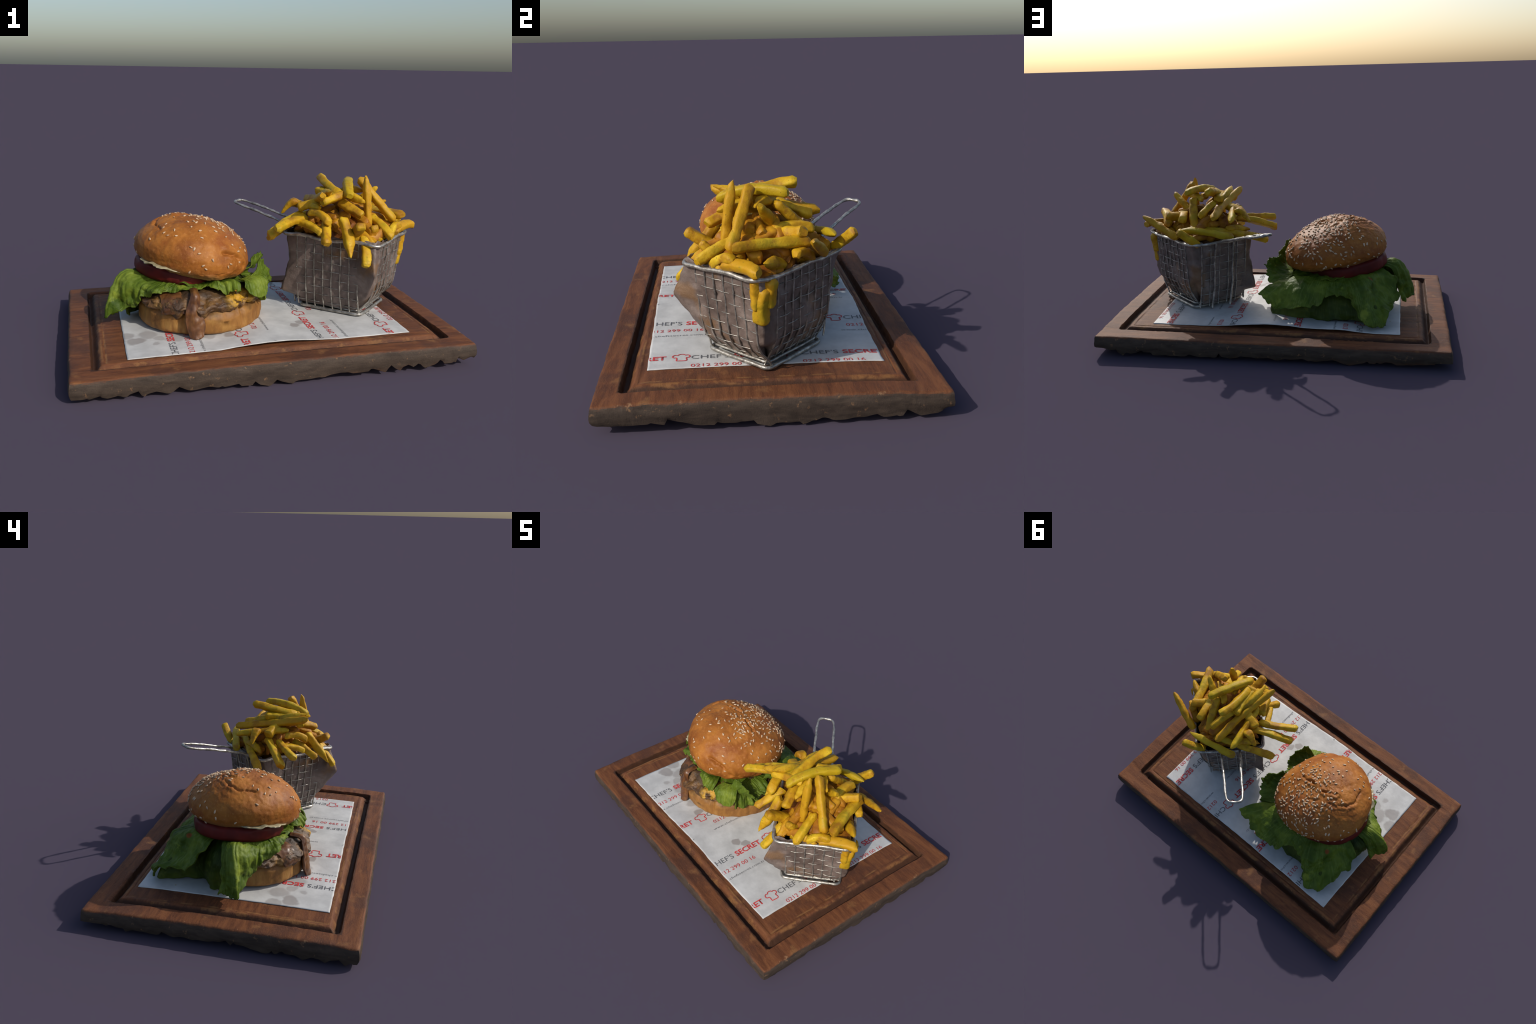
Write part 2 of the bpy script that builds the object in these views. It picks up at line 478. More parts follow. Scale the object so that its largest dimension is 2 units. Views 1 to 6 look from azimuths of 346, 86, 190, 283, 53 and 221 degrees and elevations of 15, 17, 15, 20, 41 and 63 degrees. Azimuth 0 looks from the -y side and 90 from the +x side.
def build_board():
    base = set(np.round(np.linspace(0, 1, 150), 4))
    sx = set(base)
    for q in (0.059, 0.941):
        sx |= set(np.round(np.linspace(q - 0.022, q + 0.022, 26), 4))
    sy = set(np.round(np.linspace(0, 1, 110), 4))
    for q in (0.085, 0.895):
        sy |= set(np.round(np.linspace(q - 0.030, q + 0.030, 26), 4))
    S, T = np.array(sorted(sx)), np.array(sorted(sy))
    inset = 0.010
    c = TOP * (1 - inset / np.array([0.98, 0.69]))
    ss, tt = np.meshgrid(S, T, indexing="ij")
    P = bil(c, ss, tt)
    V = np.zeros(P.shape[:2] + (3,))
    V[..., :2] = P
    for i in range(len(S)):
        for j in range(len(T)):
            x, y = P[i, j]
            V[i, j, 2] = board_z(x, y) - groove_depth(x, y) + 0.0016 * fbm((x, y * 3, 0), 7, 2.0)
    ns, ntt = len(S), len(T)
    verts = V.reshape(-1, 3)
    faces = grid_faces(ns, ntt)
    # boundary loop, counter-clockwise, then rounded rim, bulging side, ragged lower lip
    loop = [i * ntt for i in range(ns)] + [(ns - 1) * ntt + j for j in range(1, ntt)]
    loop += [i * ntt + ntt - 1 for i in range(ns - 2, -1, -1)] + [j for j in range(ntt - 2, 0, -1)]
    L = verts[loop]
    n = len(loop)
    tng = np.roll(L, -1, 0) - np.roll(L, 1, 0)
    outw = np.stack([tng[:, 1], -tng[:, 0], 0 * tng[:, 0]], 1)
    outw /= np.linalg.norm(outw, axis=1, keepdims=True)
    rings, cur = [], []
    arc = np.concatenate([[0], np.cumsum(np.linalg.norm(np.diff(L, axis=0), axis=1))])
    lip = np.zeros(n)
    saw = random.Random(3)
    # lower lip copies the scan's jagged fault: small teeth, a few deeper bites
    teeth, pos = [], 0.0
    while pos < arc[-1] + 0.2:
        teeth.append((pos, saw.choice([-0.013, 0.0, 0.0, 0.002, 0.003, 0.005, 0.006, 0.009, 0.012, 0.016, 0.026])))
        pos += saw.choice([0.006, 0.015, 0.025, 0.04, 0.06]) * saw.uniform(0.7, 1.3)
    tx, tz = np.array(teeth).T
    lip = 0.014 + np.interp(arc, tx, tz) + 0.006 * (L[:, 0] < -0.9)
    lip += 0.020 * smoothstep(-0.2, 1.0, L[:, 0]) * smoothstep(0.0, -0.7, L[:, 1]) + 0.006 * (L[:, 0] > 0.9)
    lip += 0.035 * np.exp(-(np.hypot(L[:, 0] + 0.97, L[:, 1] - 0.68) / 0.10) ** 2) + 0.022 * np.exp(-(np.hypot(L[:, 0] - 0.97, L[:, 1] - 0.68) / 0.12) ** 2)
    prof = [(0.006, -0.002), (0.010, -0.007), (0.0125, -0.014), (0.015, -0.028), (0.017, -0.045), (0.016, -0.062)]
    for d, dz in prof:
        ring = L + outw * d
        ring[:, 2] = L[:, 2] + dz
        for k in range(n):
            e = 0.0035 * fbm(ring[k], 11, 4.0) + 0.0015 * nz(ring[k], 60, 1.0)
            ring[k] += outw[k] * e
            if dz > -0.02:
                ring[k, 2] += 0.0022 * nz(ring[k], 30, 7.0)
        rings.append(ring)
    low = L + outw * 0.008
    low[:, 2] = lip
    for k in range(n):
        low[k] += outw[k] * 0.006 * nz(low[k], 25, 9.0)
    rings.append(low)
    inner = L - outw * 0.012
    inner[:, 2] = lip + 0.012
    rings.append(inner)
    under = L - outw * 0.03
    under[:, 2] = 0.052
    rings.append(under)
    prev = loop
    o = len(verts)
    allv = [verts]
    for r in rings:
        idx = list(range(o, o + n))
        faces += [(prev[(k + 1) % n], prev[k], idx[k], idx[(k + 1) % n]) for k in range(n)]
        allv.append(r)
        prev = idx
        o += n
    faces.append(tuple(prev[::-1]))
    V = np.concatenate(allv)
    # keep the widest extent at exactly 2.00 m
    ext = V[:, 0].max() - V[:, 0].min()
    V[:, 0] = (V[:, 0] - (V[:, 0].max() + V[:, 0].min()) / 2) * (2.0 / ext)
    V[:, 1] -= (V[:, 1].max() + V[:, 1].min()) / 2
    V[:, 2] -= V[:, 2].min()
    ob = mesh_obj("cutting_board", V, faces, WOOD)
    ob.data.set_sharp_from_angle(angle=math.radians(50))
    ob["label"] = "dark reddish wooden board with juice groove and ragged lower edge"
    ob["category"] = "serving board"
    return ob


# ------------------------------------------------------------------ paper with print
PC = np.array([(-0.722, -0.528), (0.716, -0.503), (0.710, 0.488), (-0.720, 0.492)])
PH = np.array([(0.114,), (0.131,), (0.124,), (0.111,)])


def paper_st(x, y):
    """inverse bilinear by two Newton-like passes"""
    s = (x - PC[0, 0]) / (PC[1, 0] - PC[0, 0])
    t = (y - PC[0, 1]) / (PC[3, 1] - PC[0, 1])
    for _ in range(4):
        p = bil(PC, np.array(s), np.array(t))
        s += (x - p[0]) / 1.435
        t += (y - p[1]) / 1.005
    return s, t


def paper_z(x, y):
    s, t = paper_st(x, y)
    z = float(bil(PH, np.array(s), np.array(t))[0])
    z += 0.026 * math.exp(-(x / 0.27) ** 2) + 0.014 * math.exp(-((x + 0.38) / 0.13) ** 2 - ((y - 0.43) / 0.10) ** 2)
    z += 0.0022 * nz((x, y, 0), 5, 2.0) + 0.0010 * nz((x, y, 0), 17, 4.0)
    return max(z, board_z(x, y) + 0.003)


def build_paper():
    nu, nv = 150, 105
    V = []
    for i in range(nu):
        for j in range(nv):
            p = bil(PC, np.array(i / (nu - 1)), np.array(j / (nv - 1)))
            x, y = p
            if j == 0 or j == nv - 1:
                y += 0.0025 * nz((x, y, 0), 22, 1.0)
            if i == 0 or i == nu - 1:
                x += 0.0025 * nz((x, y, 0), 22, 1.0)
            V.append((x, y, paper_z(x, y)))
    ob = mesh_obj("paper_sheet", V, grid_faces(nu, nv), PAPER)
    so = ob.modifiers.new("thickness", "SOLIDIFY")
    so.thickness, so.offset = 0.003, -1
    ob["label"] = "white waxed paper with red and grey repeated print"
    ob["category"] = "paper liner"
    return ob


def clip_to_paper(me, x0, y0):
    """cut off what would hang over the sheet's border; mesh is in board axes"""
    bm = bmesh.new()
    bm.from_mesh(me)
    for k in range(4):
        a, b = PC[k], PC[(k + 1) % 4]
        d = b - a
        nrm = Vector((d[1], -d[0], 0)).normalized()
        co = Vector((a[0], a[1], 0)) - nrm * 0.004
        geo = bm.verts[:] + bm.edges[:] + bm.faces[:]
        bmesh.ops.bisect_plane(bm, geom=geo, plane_co=co, plane_no=nrm, clear_outer=True)
    for v in bm.verts:
        v.co.z = paper_z(v.co.x, v.co.y) + 0.0016
    bm.to_mesh(me)
    n = len(bm.faces)
    bm.free()
    return n


def printed(name, body, mat, base_x, y0, length, height, bold=0.0, parent=None):
    """text whose baseline runs along +y at x = base_x, letters' tops towards -x"""
    cu = bpy.data.curves.new(name, "FONT")
    cu.body = body
    cu.size = 1.0
    cu.offset = bold
    cu.resolution_u = 3
    tmp = bpy.data.objects.new(name, cu)
    COL.objects.link(tmp)
    dg = bpy.context.evaluated_depsgraph_get()
    me = bpy.data.meshes.new_from_object(tmp.evaluated_get(dg))
    bpy.data.objects.remove(tmp)
    co = np.empty(len(me.vertices) * 3)
    me.vertices.foreach_get("co", co)
    co = co.reshape(-1, 3)
    lo, hi = co.min(0), co.max(0)
    digits = [c for c in body if c not in "',."]
    cap = 0.69 if digits else hi[1]
    u = (co[:, 0] - lo[0]) / (hi[0] - lo[0]) * length
    v = co[:, 1] / cap * height
    new = np.stack([base_x - v, y0 + u, np.full(len(u), 0.13)], 1)
    me.vertices.foreach_set("co", new.ravel())
    me.update()
    if clip_to_paper(me, base_x, y0) == 0:
        bpy.data.meshes.remove(me)
        return None
    me.name = name
    me.materials.clear()
    me.materials.append(mat)
    return link(bpy.data.objects.new(name, me), parent)


def ribbon(name, pts, width, mat, parent):
    """a closed printed outline of even width, flat on the paper"""
    P = np.array(pts, float)
    t = np.roll(P, -1, 0) - np.roll(P, 1, 0)
    n = np.stack([t[:, 1], -t[:, 0]], 1)
    n /= np.linalg.norm(n, axis=1, keepdims=True)
    a, b = P + n * width / 2, P - n * width / 2
    V = [(x, y, 0.13) for x, y in np.concatenate([a, b])]
    k = len(P)
    F = [(i, (i + 1) % k, k + (i + 1) % k, k + i) for i in range(k)]
    me = bpy.data.meshes.new(name)
    me.from_pydata(V, [], F)
    me.materials.append(mat)
    if clip_to_paper(me, 0, 0) == 0:
        return None
    return link(bpy.data.objects.new(name, me), parent)


def build_print(sheet):
    # cook's hat outline in a unit box: right, up
    hat = [(0.24, 0.0), (0.80, 0.0), (0.80, 0.42), (0.92, 0.46), (1.0, 0.60), (0.97, 0.76), (0.86, 0.84), (0.74, 0.82), (0.66, 0.93), (0.52, 0.97),
           (0.38, 0.93), (0.30, 0.82), (0.16, 0.86), (0.04, 0.76), (0.0, 0.60), (0.08, 0.46), (0.24, 0.42)]
    hat_c = catmull(np.array(hat + hat[:1]), np.linspace(0, len(hat) - 0.25, 60))
    period = 0.470
    for base, c0 in ((0.633, -0.324), (0.253, -0.071), (-0.125, -0.324), (-0.478, -0.071)):
        for k in (-1, 0, 1):
            c = c0 + k * period
            ribbon("printed_hat", [(base + 0.014 - 0.066 * v, c - 0.080 + 0.074 * u) for u, v in hat_c], 0.0055, INK_RED, sheet)
            printed("printed_name", "CHEF'S", INK_GREY, base, c, 0.163, 0.034, 0.0, sheet)
            printed("printed_name", "SECRET", INK_RED, base, c + 0.182, 0.182, 0.035, 0.025, sheet)
            printed("printed_number", "0212 299 00 16", INK_RED, base + 0.077, c, 0.266, 0.027, 0.0, sheet)
            printed("printed_address", "www.chefssecret.com.tr", INK_GREY, base + 0.130, c - 0.036, 0.330, 0.016, -0.008, sheet)


# ------------------------------------------------------------------ burger
BUN_C = np.array((-0.319, 0.028, 0.493))
CREASES = [  # polylines on the crust with depth and width
    ([(-0.168, 0.063, 0.628), (-0.214, 0.067, 0.650), (-0.254, 0.066, 0.665)], 0.017, 0.008),
    ([(-0.335, 0.076, 0.676), (-0.372, 0.067, 0.678), (-0.414, 0.045, 0.678)], 0.018, 0.009),
    ([(-0.472, 0.085, 0.664), (-0.507, 0.058, 0.655), (-0.531, 0.005, 0.645), (-0.522, -0.034, 0.644), (-0.511, -0.086, 0.635)], 0.013, 0.009),
    ([(-0.423, 0.114, 0.664), (-0.457, 0.108, 0.659), (-0.50, 0.10, 0.65)], 0.007, 0.007),
    ([(-0.272, 0.176, 0.637), (-0.32, 0.16, 0.65), (-0.36, 0.13, 0.667)], 0.006, 0.007),
    ([(-0.212, -0.245, 0.533), (-0.173, -0.225, 0.524), (-0.130, -0.203, 0.494), (-0.093, -0.167, 0.436)], 0.021, 0.013),
]


def seg_dist(P, line):
    best = np.full(len(P), 9.0)
    for a, b in zip(line[:-1], line[1:]):
        a, b = np.array(a), np.array(b)
        ab = b - a
        t = np.clip(((P - a) @ ab) / (ab @ ab), 0, 1)
        best = np.minimum(best, np.linalg.norm(P - a - t[:, None] * ab, axis=1))
    return best


def superdome(a, b, hu, hl, pu, pl, nth=200, nph=56):
    """superelliptic bun: upper height hu, lower height hl, shoulder exponents; rows from top pole to bottom pole"""
    th = np.linspace(0, 2 * np.pi, nth, endpoint=False)
    ph = np.concatenate([np.linspace(np.pi / 2 - 0.001, 0, nph, endpoint=False), np.linspace(0, -np.pi / 2 + 0.001, nph)])
    p = np.where(ph >= 0, pu, pl)
    h = np.where(ph >= 0, hu, hl)
    r = np.cos(ph) ** (2 / p)
    z = np.sign(ph) * h * np.abs(np.sin(ph)) ** (2 / p)
    G = np.stack([a * r[:, None] * np.cos(th), b * r[:, None] * np.sin(th), np.repeat(z[:, None], nth, 1)], -1)
    return G, th


def closed_dome(name, G, mat, parent, origin):
    nph, nth = G.shape[:2]
    F = grid_faces(nph, nth, wrap_v=True)
    F = [f[::-1] for f in F]
    F.append(tuple(range(nth)))
    F.append(tuple((nph - 1) * nth + k for k in range(nth))[::-1])
    F = [f[::-1] for f in F]
    ob = mesh_obj(name, G.reshape(-1, 3), F, mat, parent)
    bm = bmesh.new()
    bm.from_mesh(ob.data)
    bmesh.ops.recalc_face_normals(bm, faces=bm.faces)
    bm.to_mesh(ob.data)
    bm.free()
    ob.location = origin
    return ob


def build_top_bun(parent):
    G, th = superdome(0.3051, 0.3097, 0.1891, 0.1024, 1.733, 3.58, 380, 110)
    P = G.reshape(-1, 3)
    Rz = np.array(Matrix.Rotation(0.1778, 3, "Z"))
    Rx = np.array(Matrix.Rotation(0.0283, 3, "X"))
    Ry = np.array(Matrix.Rotation(0.1772, 3, "Y"))
    P = P @ (Ry @ Rx @ Rz).T
    t = np.arctan2(P[:, 1], P[:, 0])
    P[:, :2] *= (1 + 0.0038 * np.cos(2 * t) + 0.0046 * np.sin(2 * t) - 0.0167 * np.cos(3 * t) + 0.0225 * np.sin(3 * t))[:, None]
    zp = np.maximum(P[:, 2], 0)
    P[:, 0] -= 0.0552 * zp
    P[:, 1] -= 0.1138 * zp
    G = P.reshape(G.shape)
    N = grid_normals(np.concatenate([G[:, -1:], G, G[:, :1]], 1))[:, 1:-1].reshape(-1, 3)
    N *= np.sign((N * P).sum(1))[:, None]
    W = P + BUN_C
    d = np.zeros(len(P))
    # wandering cracks: a sharp valley with a lip on one side, broken up along its length
    warp = np.array([[nz(w, 26, 2.0) + 0.5 * nz(w, 70, 3.0), nz(w, 26, 12.0) + 0.5 * nz(w, 70, 13.0), 0.0] for w in W])
    for line, depth, width in CREASES:
        near = np.linalg.norm(W - np.array(line[len(line) // 2]), axis=1) < 0.20
        q = np.full(len(W), 9.0)
        q[near] = seg_dist(W[near] + 0.011 * warp[near], line)
        broken = np.array([0.55 + 0.9 * max(-0.5, nz(w, 18, 31.0)) if n else 0.0 for w, n in zip(W, near)])
        d -= depth * broken * np.exp(-(q / (0.8 * width)) ** 2)
        lip = np.array([max(0.0, 0.25 + nz(w, 14, 37.0)) if n else 0.0 for w, n in zip(W, near)])
        d += 0.55 * depth * lip * np.exp(-((q - 2.0 * width) / (1.5 * width)) ** 2)
    # crumpled skin on the crown between the cracks
    crown = np.exp(-(np.linalg.norm((W - np.array((-0.42, 0.09, 0.66))) * np.array((0.8, 1.1, 0.5)), axis=1) / 0.12) ** 2)
    for k in np.nonzero(crown > 0.03)[0]:
        w = W[k]
        r1 = 1 - 2 * abs(nz((w[0] * 0.55 + 0.02 * warp[k, 0], w[1] + 0.02 * warp[k, 1], w[2]), 38, 17.0))
        r2 = 1 - 2 * abs(nz((w[0], w[1], w[2]), 85, 19.0))
        d[k] += crown[k] * (0.0040 * r1 + 0.0016 * r2)
    d -= 0.015 * np.exp(-(np.linalg.norm((W - np.array((-0.265, 0.085, 0.665))) * np.array((1.0, 1.0, 0.3)), axis=1) / 0.095) ** 2)
    top = smoothstep(0.05, 0.15, P[:, 2])
    for k in range(len(P)):
        p = P[k]
        d[k] += 0.0055 * fbm(p, 7, 3.0) + 0.0016 * nz(p, 45, 6.0)
        wr = 1 - abs(nz((p[0] * 0.6, p[1] * 1.6, p[2]), 34, 11.0))
        d[k] += 0.0022 * (wr - 0.75) * top[k]
        if p[2] < -0.06:
            d[k] += 0.006 * fbm(p, 18, 13.0)
    P = P + N * d[:, None]
    ob = closed_dome("top_bun", P.reshape(G.shape), BUN, parent, BUN_C)
    # sesame seeds: thick on the crown and the +y side, sparse towards the -x side
    sv, sf = [], []
    m, k = 8, 10
    for i in range(m + 1):
        f = math.pi * i / m
        for j in range(k):
            a = 2 * math.pi * j / k
            w = math.sin(f) * (0.78 + 0.28 * math.cos(f))
            sv.append((0.0098 * math.cos(f), 0.0062 * w * math.cos(a), 0.0046 * w * math.sin(a)))
    me = bpy.data.meshes.new("sesame_seed")
    me.from_pydata(sv, [], grid_faces(m + 1, k, wrap_v=True))
    me.polygons.foreach_set("use_smooth", [True] * len(me.polygons))
    me.materials.append(SEED)
    bm = bmesh.new()
    bm.from_mesh(me)
    bmesh.ops.remove_doubles(bm, verts=bm.verts, dist=1e-5)
    bmesh.ops.recalc_face_normals(bm, faces=bm.faces)
    bm.to_mesh(me)
    bm.free()
    Wd = P + BUN_C
    rr = random.Random(21)
    ok = [i for i in range(len(P)) if P[i, 2] > -0.075]
    # area weight: rows near the pole are crowded with vertices
    area = np.linalg.norm(P[:, :2], axis=1) / 0.3
    placed, tries = [], 0
    crown = np.array((-0.275, 0.150, 0.640))
    while len(placed) < 290 and tries < 60000:
        tries += 1
        i = rr.choice(ok)
        w = Wd[i]
        dc = np.linalg.norm((w - crown) * np.array([1.0, 0.85, 0.7]))
        den = 1.0 * math.exp(-(dc / 0.125) ** 2) + 0.22 * math.exp(-(dc / 0.25) ** 2) + 0.018
        if w[0] < -0.44 and w[1] < 0.17:
            den *= 0.25
        if w[2] < 0.46:
            den *= 0.35
        if rr.random() > den * min(1, area[i]):
            continue
        if any((w - q) @ (w - q) < 0.0125 ** 2 for q in placed):
            continue
        placed.append(w)
        n = Vector(N[i])
        s = bpy.data.objects.new("sesame_seed", me)
        link(s, ob)
        tan = n.orthogonal().normalized()
        tan.rotate(Matrix.Rotation(rr.uniform(0, 6.283), 3, n))
        tan = (tan + n * rr.uniform(-0.25, 0.25)).normalized()
        b = n.cross(tan).normalized()
        n2 = tan.cross(b)
        sc = rr.uniform(0.82, 1.14)
        M = Matrix((tan * sc, b * sc * rr.uniform(0.85, 1.1), n2 * sc)).transposed().to_4x4()
        M.translation = Vector(P[i]) + n * 0.0022
        s.matrix_local = M
    return ob


def build_bottom_bun(parent):
    org = np.array((-0.292, -0.010, 0.200))
    G, th = superdome(0.332, 0.330, 0.094, 0.080, 2.7, 6.5, 200, 44)
    P = G.reshape(-1, 3)
    t = np.arctan2(P[:, 1], P[:, 0])
    for k in range(len(P)):
        p = P[k]
        e = 0.008 * fbm(p, 6, 31.0) + 0.002 * nz(p, 40, 5.0) + 0.004 * nz((math.cos(t[k]) * 3, math.sin(t[k]) * 3, p[2]), 4.0, 8.0)
        rad = math.hypot(p[0], p[1]) + 1e-6
        P[k, 0] += p[0] / rad * e
        P[k, 1] += p[1] / rad * e
        if p[2] > 0:
            P[k, 2] += 0.010 * fbm(p, 8, 17.0)
    # vertical tears in the crust on the front side
    for az, w, dep in ((-1.02, 0.03, 0.02), (-2.05, 0.05, 0.02), (-0.55, 0.02, 0.007), (-0.30, 0.02, 0.006), (0.2, 0.03, 0.008)):
        q = np.abs((t - az + np.pi) % (2 * np.pi) - np.pi)
        cut = dep * np.exp(-(q / w) ** 2) * smoothstep(-0.07, -0.01, P[:, 2]) * smoothstep(0.1, 0.25, np.linalg.norm(P[:, :2], axis=1))
        P[:, :2] *= (1 - cut / 0.3)[:, None]
    return closed_dome("bottom_bun", P.reshape(G.shape), HEEL, parent, org)


def build_filling(parent):
    """charred patty under melted onion that runs down over the heel along the front"""
    org = np.array((-0.298, -0.010, 0.288))
    G, th = superdome(0.318, 0.314, 0.095, 0.066, 1.35, 2.8, 280, 52)
    P = G.reshape(-1, 3)
    t = np.arctan2(P[:, 1], P[:, 0])
    front = np.exp(-(((t + 1.85 + np.pi) % (2 * np.pi) - np.pi) / 1.05) ** 2)
    rad = np.linalg.norm(P[:, :2], axis=1) + 1e-6
    for k in range(len(P)):
        e = 0.024 * fbm(P[k], 13, 41.0) + 0.014 * abs(nz((P[k, 0], P[k, 1], P[k, 2] * 2.5), 26, 3.0)) + 0.026 * front[k] * (rad[k] > 0.2)
        P[k, :2] += P[k, :2] / rad[k] * e * min(1, rad[k] / 0.2)
        P[k, 2] += 0.012 * fbm(P[k], 16, 12.0)
        drip = 0.060 * front[k] * max(0.0, 0.35 + nz((math.cos(t[k]) * 5, math.sin(t[k]) * 5, 0), 1.0, 3.0))
        P[k, 2] -= drip * smoothstep(0.2, 0.30, rad[k]) * smoothstep(0.06, -0.05, P[k, 2])
    return closed_dome("patty", P.reshape(G.shape), FILL, parent, org)


def build_tomato(parent):
    org = np.array((-0.393, 0.036, 0.393))
    G, th = superdome(0.242, 0.244, 0.050, 0.056, 4.0, 4.0, 160, 26)
    P = G.reshape(-1, 3)
    P = P @ np.array(Matrix.Rotation(0.17, 3, "Y")).T
    for k in range(len(P)):
        rad = np.linalg.norm(P[k, :2]) + 1e-6
        P[k, :2] *= 1 + 0.045 * fbm(P[k], 7, 51.0)
    return closed_dome("tomato_slice", P.reshape(G.shape), TOMATO, parent, org)


def build_sauce(parent):
    """thin wavy layer of sauce peeking out under the bun on the -x, -y side"""
    org = np.array((-0.335, 0.015, 0.428))
    G, th = superdome(0.262, 0.262, 0.010, 0.009, 3.0, 3.0, 220, 10)
    P = G.reshape(-1, 3)
    t = np.arctan2(P[:, 1], P[:, 0])
    out = np.exp(-(((t + 2.50 + np.pi) % (2 * np.pi) - np.pi) / 0.60) ** 2)
    for k in range(len(P)):
        e = 1 + 0.150 * out[k] + 0.07 * fbm((math.cos(t[k]), math.sin(t[k]), 0), 7, 61.0) * (0.25 + out[k])
        P[k, :2] *= e
        P[k, 2] += 0.010 * nz((math.cos(t[k]), math.sin(t[k]), 0), 8, 9.0) * out[k]
    P = P @ np.array(Matrix.Rotation(0.18, 3, "Y")).T
    return closed_dome("sauce", P.reshape(G.shape), MAYO, parent, org)


def sheet_from(cols, nu, nv, ruffle, jag, seed, wave=0.0, rib=0.007):
    """leaf surface through columns of control points (each from inner to outer edge)"""
    C = np.array(cols, float)
    A = catmull(C, np.linspace(0, len(C) - 1, nu))
    v = np.linspace(0, C.shape[1] - 1, nv)
    G = np.stack([catmull(a, v) for a in A])
    N = grid_normals(G)
    vv = np.linspace(0, 1, nv)
    for i in range(nu):
        u = i / (nu - 1)
        tear = jag * (fbm((u * 6, 0, 0), 2.0, seed) + 0.7 * nz((u * 6, 0, 0), 5.0, seed + 3) + 0.25 * nz((u * 6, 0, 0), 14.0, seed + 6))
        for j in range(nv):
            g = G[i, j]
            f = 0.32 + 0.68 * vv[j] ** 1.4
            d = ruffle * f * (1.1 * fbm(g, 8, seed) + 0.7 * nz(g, 20, seed + 5))
            d += 0.0045 * f * nz(g, 44, seed + 7)
            d += wave * math.sin(u * 30 + 5 * nz((u * 5, 0, 0), 1, seed)) * vv[j] ** 1.5
            # ribs running from the heart to the edge, with blistered skin between them
            d += rib * (abs(nz((u * 20, vv[j] * 1.2, 0), 1.0, seed + 9)) - 0.22)
            G[i, j] = g + N[i, j] * d
        edge = G[i, -1] - G[i, -2]
        L = np.linalg.norm(edge) + 1e-9
        k0 = int(nv * 0.7)
        for j in range(k0, nv):
            G[i, j] += edge / L * tear * ((j - k0) / (nv - k0)) ** 2
    return G


def leaf(name, cols, parent, seed, nu=110, nv=40, ruffle=0.012, jag=0.018, wave=0.006, thick=0.006, mat=None):
    G = sheet_from(cols, nu, nv, ruffle, jag, seed, wave)
    G[..., 2] = np.maximum(G[..., 2], 0.128)
    ob = mesh_obj(name, G.reshape(-1, 3), grid_faces(nu, nv), mat or LEAF, parent)
    so = ob.modifiers.new("thickness", "SOLIDIFY")
    so.thickness, so.offset = thick, 0
    return ob


